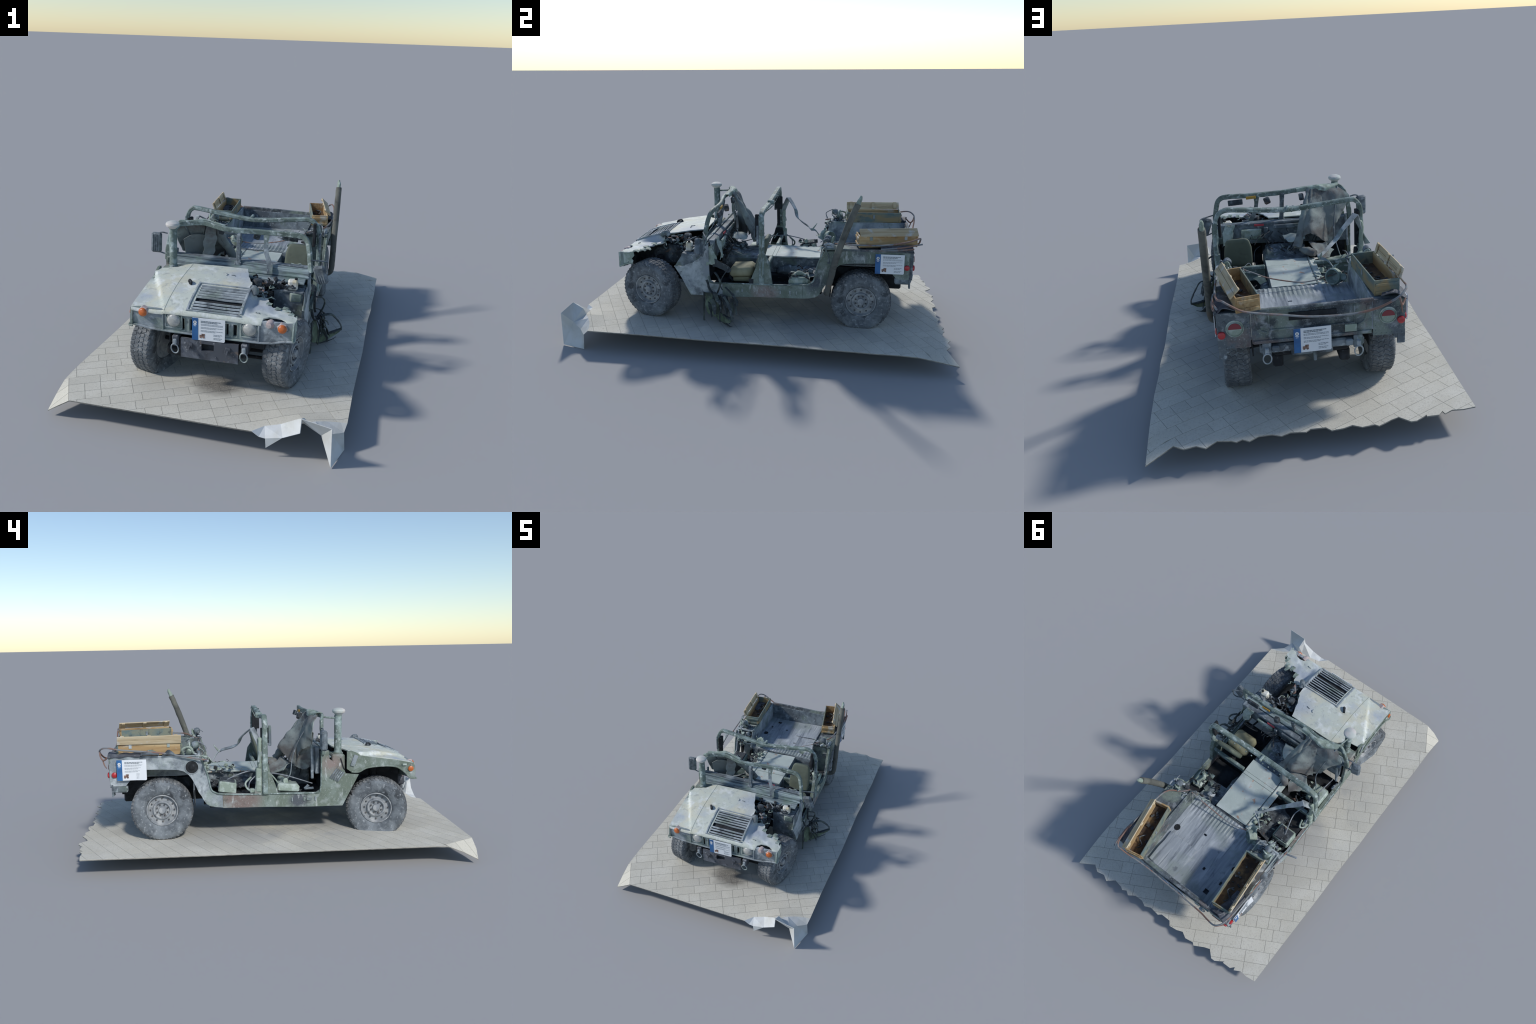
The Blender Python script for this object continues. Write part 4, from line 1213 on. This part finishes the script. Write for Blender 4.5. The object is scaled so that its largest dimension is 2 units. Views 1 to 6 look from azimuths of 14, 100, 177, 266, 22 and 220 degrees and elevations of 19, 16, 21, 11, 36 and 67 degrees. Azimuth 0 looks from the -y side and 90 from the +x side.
for x, y, z in ((-.303, .352, .548), (.297, .345, .540)):
    q = Shape().lathe([(.018, -.016), (.019, .0), (.014, .012), (.001, .017)], (x, y - .012, z + .012), (0, -1, .25), 16, mi=0)
    q.tube([(x, y + .004, .512), (x + .004, y + .008, z), (x, y, z + .02)], .006, n=8, mi=1)
    q.tube([(x - .012, y + .012, z - .02), (x - .004, y + .02, z + .02), (x + .014, y + .014, z + .012), (x + .018, y + .006, z - .02)], .004, n=8, mi=1)
    part(q, 'work_lamp', ['burnt', 'pale'])
q = Shape().lathe([(.017, -.02), (.019, .01), (.012, .022), (.001, .024)], (-.318, .372, .532), (-.7, -.2, .5), 14)
q.tube([(-.325, .40, .515), (-.345, .405, .545), (-.34, .37, .553), (-.335, .35, .52)], .005, n=8)
part(q, 'work_lamp', 'pale')
q = Shape().tube([(.338, .36, .505), (.345, .365, .53), (.338, .335, .535), (.335, .325, .505)], .006, n=8)
q.box((.338, .35, .515), (.02, .04, .02))
part(q, 'mount_lug', 'ashy')

# ------------------------------------------------------------------ canvas drape over the passenger seat
cn = Shape()
cn.sheet([[(-.150, -.250, .700), (-.175, -.245, .704), (-.20, -.248, .702)],
          [(-.118, -.205, .62), (-.150, -.185, .625), (-.21, -.215, .62)],
          [(-.085, -.160, .545), (-.130, -.115, .545), (-.215, -.180, .53)],
          [(-.070, -.115, .470), (-.128, -.092, .500), (-.218, -.165, .420)]], .004, 26, 26, .008, 22, 1, rag=.006)
cn.sheet([[(-.18, -.252, .700), (-.245, -.262, .697), (-.290, -.272, .688)],
          [(-.195, -.212, .62), (-.272, -.226, .655), (-.345, -.238, .640)],
          [(-.20, -.180, .53), (-.275, -.205, .57), (-.322, -.235, .590)],
          [(-.208, -.176, .44), (-.258, -.196, .508), (-.300, -.240, .540)]], .004, 26, 26, .006, 24, 7, rag=.006)
cn.sheet([[(-.19, -.22, .62), (-.25, -.235, .62), (-.285, -.250, .60)],
          [(-.20, -.187, .53), (-.240, -.215, .53), (-.275, -.245, .52)],
          [(-.205, -.175, .412), (-.238, -.214, .404), (-.262, -.238, .430)]], .004, 20, 20, .006, 24, 17, rag=.006)
cn.sheet([[(-.135, -.250, .697), (-.165, -.262, .70)], [(-.125, -.235, .60), (-.185, -.25, .60)], [(-.15, -.235, .498), (-.19, -.245, .50)]], .004, 14, 16, .010, 26, 9, rag=.006)
cn.tube([(-.14, -.24, .69), (-.11, -.18, .60), (-.075, -.12, .50), (-.052, -.09, .438)], [.008, .017, .020, .022], n=12, wob=.008, seed=2)
cn.tube([(-.155, -.235, .69), (-.13, -.19, .61), (-.10, -.15, .545)], [.008, .016, .012], n=12, wob=.006, seed=4)
part(cn, 'canvas_drape', 'canvas', 50)
q = Shape().sheet([[(-.11, -.11, .45), (-.20, -.14, .43)], [(-.14, -.05, .41), (-.22, -.12, .41)], [(-.16, -.02, .375), (-.24, -.10, .40)]], .004, 12, 12, .010, 28, 3)
q.tube([(-.07, -.09, .43), (-.10, -.06, .425), (-.135, -.03, .42)], [.014, .022, .016], n=10, wob=.006)
part(q, 'canvas_fold', 'canvas', 50)
q = Shape().tube([(-.29, -.26, .69), (-.262, -.19, .58), (-.25, -.15, .48), (-.27, -.13, .38), (-.28, -.08, .355)], .003, n=6)
part(q, 'loose_strap', 'burnt')
q = Shape().box((-.33, -.235, .46), (.012, .014, .17), (0, .05, 0)).box((-.34, -.25, .30), (.01, .01, .01))
q.tube([(-.34, -.24, .33), (-.335, -.20, .325), (-.34, -.215, .345)], .007, n=8, wob=.004)
part(q, 'door_strut', 'burnt')

# ------------------------------------------------------------------ air intake, mirrors
sn = Shape().lathe([(.021, 0), (.021, .010), (.0185, .014), (.0185, .19), (.016, .196)], (-.297, -.372, .494), (0, 0, 1), 22)
part(Shape().lathe([(.017, .0), (.022, .006), (.031, .012), (.033, .020), (.030, .027), (.018, .033), (.001, .035)], (-.298, -.375, .688), (0, 0, 1), 26), 'intake_cap', 'cap')
sn.tube([(-.30, -.355, .672), (-.295, -.33, .674), (-.29, -.295, .678)], .005, n=8)
sn.noise(.0012, 40, 2)
part(sn, 'air_intake', 'frame')
q = Shape().box((-.298, -.365, .455), (.10, .065, .080), bev=.006)
q.lathe([(.026, -.004), (.026, .004), (.02, .006)], (-.297, -.372, .494), (0, 0, 1), 20)
part(q, 'intake_box', 'side')
def mirror(c, size, rot, arms, mat):
    s = Shape().box(c, size, rot, bev=.008)
    s.noise(.0025, 30, c[0])
    for i in range(4):
        d = Matrix.Rotation(rot[2], 3, 'Z') @ Matrix.Rotation(rot[1], 3, 'Y') @ Vector((size[0] * (-.3 + .2 * i), -size[1] * .5, 0))
        p = Vector(c) + d
        ax = Matrix.Rotation(rot[2], 3, 'Z') @ Matrix.Rotation(rot[1], 3, 'Y') @ Vector((0, 0, size[2] * .4))
        s.tube([p - ax, p + ax], .0022, n=6, smooth=1)
    for a in arms:
        s.tube(a, .0035, n=7, smooth=4)
    part(s, 'wing_mirror', mat)
mirror((-.417, -.276, .578), (.050, .026, .100), (0, .03, .15), [[(-.352, -.28, .522), (-.375, -.278, .524), (-.40, -.276, .530)], [(-.40, -.276, .628), (-.385, -.278, .632), (-.36, -.276, .628)]], 'burnt')
mirror((.398, -.312, .512), (.056, .026, .088), (.1, -.32, -.2), [[(.345, -.30, .575), (.37, -.29, .572), (.415, -.27, .565), (.420, -.27, .55)], [(.42, -.275, .56), (.424, -.28, .50), (.415, -.29, .468), (.385, -.30, .470), (.35, -.29, .488)]], 'burnt')

# ------------------------------------------------------------------ exhaust stack
ex = Shape().tube([(.33, .335, .283), (.365, .337, .284), (.386, .342, .302), (.388, .356, .36), (.387, .386, .487), (.386, .44, .648), (.384, .481, .752)],
                  [.013, .0135, .015, .0165, .0165, .0165, .016], n=14, wob=.002, seed=3)
part(ex, 'exhaust_stack', 'pipe')
ex = Shape().tube([(.384, .480, .748), (.383, .489, .775), (.382, .497, .792)], [.0115, .0095, .006], n=10, wob=.004, smooth=4)
part(ex, 'exhaust_tip', 'pale')

# ------------------------------------------------------------------ wreckage of the driver's door hanging to the ground
dr = Shape()
dr.sheet([[(.358, -.300, .262), (.368, -.255, .252), (.378, -.215, .250)], [(.372, -.290, .20), (.388, -.25, .195), (.396, -.215, .195)], [(.378, -.285, .150), (.392, -.24, .135), (.402, -.205, .118)]], .003, 12, 12, .010, 26, 3, rag=.01)
dr.sheet([[(.396, -.212, .165), (.44, -.172, .158), (.498, -.126, .168)], [(.396, -.210, .138), (.44, -.170, .135), (.492, -.130, .158)], [(.398, -.205, .115), (.43, -.178, .120), (.47, -.14, .138)]], .003, 10, 8, .004, 30, 8)
part(dr, 'door_skin', 'door')
dr = Shape()
W = .006
dr.tube([(.362, -.285, .325), (.372, -.262, .268), (.385, -.225, .248), (.40, -.185, .252), (.44, -.175, .262), (.47, -.150, .235), (.498, -.125, .185), (.500, -.122, .165)], W, section=(.014, .006), smooth=5, wob=.003)
dr.tube([(.500, -.122, .166), (.46, -.15, .158), (.41, -.19, .155)], W, section=(.016, .006), smooth=4, wob=.003)
dr.tube([(.398, -.205, .25), (.402, -.205, .18), (.396, -.212, .108)], W, section=(.012, .006), smooth=4, wob=.002)
dr.tube([(.40, -.195, .250), (.425, -.18, .20), (.445, -.15, .12)], .003, n=6)
dr.tube([(.376, -.238, .372), (.405, -.215, .360), (.415, -.20, .330), (.405, -.21, .295), (.385, -.225, .262)], W, section=(.010, .005), smooth=5)
dr.tube([(.370, -.300, .260), (.372, -.302, .18), (.371, -.304, .098)], W, section=(.008, .006), smooth=3)
dr.tube([(.366, -.186, .290), (.392, -.15, .268), (.420, -.111, .226)], W, section=(.009, .005), smooth=3)
dr.sheet([[(.392, -.212, .115), (.42, -.18, .122)], [(.41, -.18, .104), (.45, -.15, .112)], [(.43, -.155, .096), (.478, -.128, .125)]], .003, 8, 8, .004, 30, 2)
dr.sheet([[(.345, -.262, .44), (.35, -.255, .40)], [(.352, -.22, .425), (.355, -.225, .395)], [(.36, -.17, .40), (.362, -.175, .37)], [(.362, -.15, .385), (.364, -.152, .375)]], .003, 8, 16, .008, 25, 5)
dr.tube([(.36, -.165, .392), (.365, -.20, .345), (.368, -.21, .30), (.372, -.20, .275)], W, section=(.012, .004), smooth=5)
rr = random.Random(17)
for i in range(14):
    a = Vector((.365 + rr.uniform(0, .06), -.28 + rr.uniform(0, .13), .27 - rr.uniform(0, .06)))
    b = a + Vector((rr.uniform(0, .03), rr.uniform(-.01, .04), -rr.uniform(.05, .11)))
    b.z = max(b.z, .108)
    w_ = Vector((rr.uniform(-.006, .006), rr.uniform(.008, .018), 0))
    dr.sheet([[a, a + w_], [(a + b) / 2 + Vector((.008, 0, 0)), (a + b) / 2 + w_ * 1.2], [b, b + w_ * .5]], .003, 5, 8, .008, 45, i)
part(dr, 'door_frame_scrap', 'scorched')
q = Shape()
q.sheet([[(.338, -.285, .50), (.330, -.25, .51)], [(.345, -.285, .44), (.335, -.24, .45)], [(.35, -.29, .40), (.34, -.22, .41)]], .004, 10, 12, .010, 30, 2, rag=.01)
q.sheet([[(.30, -.25, .53), (.25, -.245, .53)], [(.31, -.225, .47), (.26, -.225, .48)], [(.315, -.215, .43), (.27, -.215, .44)]], .004, 10, 10, .012, 30, 6, rag=.01)
part(q, 'pillar_scrap', 'pale')

# ------------------------------------------------------------------ bent rod round the tail, wires
rod = Shape().tube([(.240, .325, .516), (.27, .36, .52), (.335, .42, .535), (.352, .60, .54), (.345, .73, .560), (.325, .785, .575), (.30, .792, .560), (.257, .790, .532), (.20, .785, .515), (.113, .782, .499), (.02, .785, .485), (-.073, .787, .480), (-.15, .790, .482),
                    (-.221, .794, .494), (-.27, .802, .515), (-.317, .805, .543), (-.345, .785, .560), (-.356, .755, .562), (-.363, .70, .552), (-.366, .60, .543), (-.366, .51, .533), (-.370, .42, .518), (-.375, .34, .503), (-.378, .282, .492)], .0042, n=8, smooth=5)
rod.tube([(-.317, .805, .543), (-.325, .800, .515), (-.335, .785, .500), (-.35, .765, .515)], .004, n=8)
rod.tube([(-.33, .79, .50), (-.335, .782, .475), (-.34, .772, .462)], .003, n=6)
rod.tube([(.36, .60, .523), (.362, .70, .535), (.345, .80, .552)], .004, n=7); rod.tube([(.358, .59, .516), (.366, .68, .522), (.36, .76, .53)], .004, n=7)
part(rod, 'bent_rod', 'rust')
wr = Shape()
wr.tube([(.245, .327, .514), (.19, .33, .49), (.12, .329, .458), (.0, .329, .429), (-.07, .32, .426), (-.127, .307, .433), (-.21, .30, .45)], .003, n=7)
part(wr, 'rusty_wire', 'rust')
wr = Shape()
wr.tube([(-.30, .24, .34), (-.29, .18, .38), (-.27, .08, .41), (-.29, .0, .405), (-.30, -.10, .39), (-.31, -.24, .345)], .003, n=6)
wr.tube([(-.335, .085, .33), (-.345, .08, .37), (-.34, .05, .40)], .003, n=6)
wr.tube([(-.438, .284, .500), (-.37, .30, .490)], .005, n=6, smooth=1)
wr.tube([(.33, .30, .54), (.32, .335, .56), (.30, .35, .53)], .0025, n=6)
wr.tube([(-.30, .30, .52), (-.31, .29, .55), (-.30, .33, .575)], .0025, n=6)
part(wr, 'loose_cable', 'wire', kind='stuff')

# ------------------------------------------------------------------ chassis
ch = Shape()
for s in (-1, 1):
    ch.box((s * .13, 0, .275), (.04, 1.44, .055))
    for y in (-.58, .51):
        ch.tube([(s * .10, y - .03, .24), (s * .26, y, .23)], .010, n=8, smooth=1)
        ch.tube([(s * .10, y + .03, .29), (s * .26, y, .27)], .008, n=8, smooth=1)
        ch.tube([(s * .18, y, .24), (s * .20, y, .40)], .018, n=10, smooth=1)
ch.box((0, -.58, .26), (.09, .10, .07), bev=.02).box((0, .51, .26), (.09, .10, .07), bev=.02)
ch.box((0, -.20, .27), (.12, .30, .07), bev=.02).box((0, .62, .32), (.30, .22, .05), bev=.015).box((0, 0, .247), (.66, .56, .006))
ch.tube([(0, -.1, .265), (0, .48, .265)], .012, n=10, smooth=1)
ch.tube([(-.22, -.66, .235), (.22, -.66, .235)], .008, n=8, smooth=1)
ch.box((-.16, -.66, .22), (.12, .05, .04), (0, .2, .2)).box((0, -.70, .30), (.30, .06, .03))
part(ch, 'chassis', 'dark')

# ------------------------------------------------------------------ wheels
R_T, W_T = .155, .104
def wheel(name, c, s, steer=0., squash=0., spin=0.):
    hub = bpy.data.objects.new(name, None)
    bpy.context.scene.collection.objects.link(hub)
    hub.parent = truck
    hub.empty_display_size = .05
    hub.location = Vector(c) + Vector(OFF)
    hub.rotation_euler = (0, 0, steer)
    floor = BASE + .004 - c[2]
    def deform(p):
        x, y, z = p
        if z < floor + .03:
            k = smooth(floor + .03, floor - .03, z)
            x += (1 if x > 0 else -1) * .012 * k * squash
            if z < floor:
                z = floor + (z - floor) * .04
        return Vector((x, y, z))
    t = Shape()
    prof = [(.078, -.040), (.084, -.048), (.110, -.054), (.132, -.054), (.146, -.048), (.1505, -.040), (.1515, -.015), (.1515, .015), (.1505, .040), (.146, .048), (.132, .054), (.127, .0552), (.122, .054), (.110, .0545), (.098, .0525), (.084, .048), (.078, .040)]
    t.lathe(prof, (0, 0, 0), (s, 0, 0), 72, cap=(0, 0))
    t.v = [deform(p) for p in t.v]
    ty = t.build('tyre', 'tyre', hub, 40)
    tr = Shape()
    n = 46
    for k in range(n):
        for j, (h, dx, sk) in enumerate([(-.034, .020, .5), (-.0115, .0195, -.5), (.0115, .0195, .5), (.034, .020, -.5)]):
            a = 2 * math.pi * (k + (.25 if j % 2 else 0)) / n + spin
            Rm = Matrix.Rotation(a, 3, 'X') @ Matrix.Rotation(sk * .8, 3, 'Z')
            r = R_T - .0033 - (.0012 if abs(h) > .03 else 0)
            p = Matrix.Rotation(a, 3, 'X') @ Vector((h, 0, r))
            tr.box(p, (dx, .0145, .005), mat=Rm, bev=.001)
        for e in (-1, 1):
            a = 2 * math.pi * (k + .25) / n + spin
            Rm = Matrix.Rotation(a, 3, 'X') @ Matrix.Rotation(e * .75, 3, 'Y')
            p = Matrix.Rotation(a, 3, 'X') @ Vector((e * .0462, 0, .1462))
            tr.box(p, (.010, .0120, .004), mat=Rm, bev=.001)
    tr.v = [deform(p) for p in tr.v]
    tr.build('tyre_tread', 'tread', hub, 30, 'stuff')
    rm = Shape()
    rm.lathe([(.079, .038), (.0775, .046), (.0735, .046), (.071, .036), (.068, .028), (.048, .030), (.045, .040), (.040, .042), (.036, .040), (.034, .033), (.020, .034), (.016, .046), (.008, .048), (.001, .048)], (0, 0, 0), (s, 0, 0), 48, cap=(0, 1))
    rm.lathe([(.079, .0375), (.079, -.038), (.07, -.04), (.02, -.03), (.001, -.03)], (0, 0, 0), (s, 0, 0), 32, cap=(0, 1))
    rm.build('wheel_rim', 'rim', hub, 30)
    nu = Shape()
    for k in range(12):
        a = 2 * math.pi * k / 12
        nu.lathe([(.0045, 0), (.0045, .005), (.002, .006)], (s * .028, .059 * math.cos(a), .059 * math.sin(a)), (s, 0, 0), 6)
    for k in range(8):
        a = 2 * math.pi * (k + .5) / 8
        nu.lathe([(.004, 0), (.004, .006), (.002, .008)], (s * .033, .0275 * math.cos(a), .0275 * math.sin(a)), (s, 0, 0), 6)
    nu.build('wheel_nut', 'nut', hub, 30, 'stuff')
wheel('wheel', (-.297, .515, .242), -1, 0, .5, .03)
wheel('wheel', (.288, .512, .232), 1, 0, 1., .06)
wheel('wheel', (-.297, -.575, .212), -1, math.radians(-15), 1.6, .09)
wheel('wheel', (.304, -.600, .251), 1, math.radians(-15), .3, .12)

# ================================================================== CRATES
def crate(label, corners, z0, z1, lid, mats):
    """corners: inner front, inner rear, outer rear, outer front (world of the truck)"""
    a, b, c, d = [Vector((x, y, 0)) for x, y in corners]
    cen = (a + b + c + d) / 4
    ax = ((b - a) + (c - d)).normalized()
    yaw = math.atan2(-ax.x, ax.y)
    Ln = ((b - a).length + (c - d).length) / 2
    Wd = ((a - d).length + (b - c).length) / 2
    s_out = 1 if ((c + d) / 2 - cen).x > 0 else -1
    wc = Matrix.Rotation(YAW, 3, 'Z') @ cen
    root = top_level('wooden_crate', label, 'wooden crate', (wc.x, wc.y, z0), YAW + yaw)
    H = z1 - z0
    T = .006
    bl = Shape().box((0, 0, T / 2 + .001), (Wd - .004, Ln - .004, T)); bl.build('crate_bottom', 'wood_dark', root)
    inn, outr = -s_out * (Wd / 2 - T / 2), s_out * (Wd / 2 - T / 2)
    Shape().box((inn, 0, H / 2), (T, Ln, H), bev=.001).build('crate_side', mats[0], root)
    Shape().box((outr, 0, H / 2), (T, Ln, H), bev=.001).build('crate_side', mats[1], root)
    for e in (-1, 1):
        q = Shape().box((0, e * (Ln / 2 - T / 2 + .002), H / 2), (Wd + .002, T, H + .003), bev=.001)
        q.box((0, e * (Ln / 2 + .004), H * .72), (Wd * .9, .006, .012)).box((0, e * (Ln / 2 + .004), H * .2), (Wd * .9, .006, .010))
        q.build('crate_end', mats[2], root)
    li = Shape()
    p0, p1 = Vector(lid[0]), Vector(lid[1])       # hinge edge and free edge in (outward x, z)
    w = (p1 - p0)
    for e in range(2):
        f0, f1 = e / 2, (e + 1) / 2 - .02
        A, B = p0 + w * f0, p0 + w * f1
        m = (A + B) / 2
        ang_ = math.atan2(w.y, w.x)
        li.box((s_out * m.x, 0, m.y), ((B - A).length, Ln, .006), (0, -s_out * ang_ if s_out > 0 else ang_, 0), bev=.001)
    nrm = Vector((-w.y, w.x)).normalized() * .006
    for y in (-Ln * .42, 0, Ln * .42):
        m = (p0 + p1) / 2
        for sg in (lid[2],):
            mm = m + nrm * sg
            li.box((s_out * mm.x, y, mm.y), (w.length * 1.02, .018, .006), (0, -s_out * ang_ if s_out > 0 else ang_, 0), bev=.001)
    li.noise(.004, 14, z1 * 9)
    li.build('crate_lid', mats[3], root)
    ht = Shape()
    for y in (-Ln * .3, Ln * .3):
        ht.box((s_out * (Wd / 2 + .001), y, H * .8), (.004, .014, .020))
    ht.box((-s_out * (Wd / 2 + .001), 0, H * .6), (.004, .012, .022))
    ht.build('crate_hinge', 'ashy', root)
    jk = Shape()
    r = random.Random(int(z1 * 1000) + s_out)
    for i in range(10):
        c_ = (r.uniform(-.3, .3) * Wd, r.uniform(-.4, .4) * Ln, .010 + r.uniform(0, .01))
        jk.box(c_, (r.uniform(.005, .02), r.uniform(.005, .02), .006), (0, 0, r.uniform(0, 3)))
    pth = [Vector((0, Ln * .1, .015)), Vector((.02, Ln * .2, .03)), Vector((-.01, Ln * .3, .028)), Vector((.01, Ln * .38, .015))]
    jk.tube(pth, .003, n=6)
    jk.build('crate_litter', 'mid', root, kind='stuff')
    return root, Wd, Ln, H
crate('open wooden ammunition crate with stained planks', [(-.223, .423), (-.241, .722), (-.343, .717), (-.315, .409)], .517, .575,
      ((.052, .058), (.066, .098), 1), ['wood_green', 'wood', 'wood_green', 'wood_pale'])
crate('weathered wooden ammunition crate with tilted lid', [(.246, .489), (.186, .766), (.281, .775), (.331, .484)], .520, .578,
      ((.062, .060), (.026, .092), 1), ['wood_green', 'wood', 'wood', 'wood_pale'])
q = Shape().sheet([[(-.362, .50, .522), (-.352, .47, .545), (-.362, .44, .522)], [(-.372, .50, .520), (-.376, .47, .525), (-.372, .44, .520)]], .003, 10, 6, .004, 40, 2)
q.sheet([[(-.36, .60, .53), (-.356, .56, .548), (-.36, .52, .53)], [(-.374, .60, .522), (-.376, .56, .53), (-.374, .52, .522)]], .003, 10, 6, .004, 40, 4)
part(q, 'canvas_scrap', 'burnt')
for s_ in (-1, 1):
    q = Shape().sheet([[(s_ * .30, .60, .522), (s_ * .335, .60, .530), (s_ * .360, .60, .516)], [(s_ * .29, .68, .524), (s_ * .33, .68, .535), (s_ * .362, .68, .518)], [(s_ * .26, .775 if s_ > 0 else .75, .524), (s_ * .32, .76, .532), (s_ * .360, .762, .510)]], .003, 14, 16, .006, 30, 4 + s_)
    part(q, 'crumpled_cover', 'gunmetal')
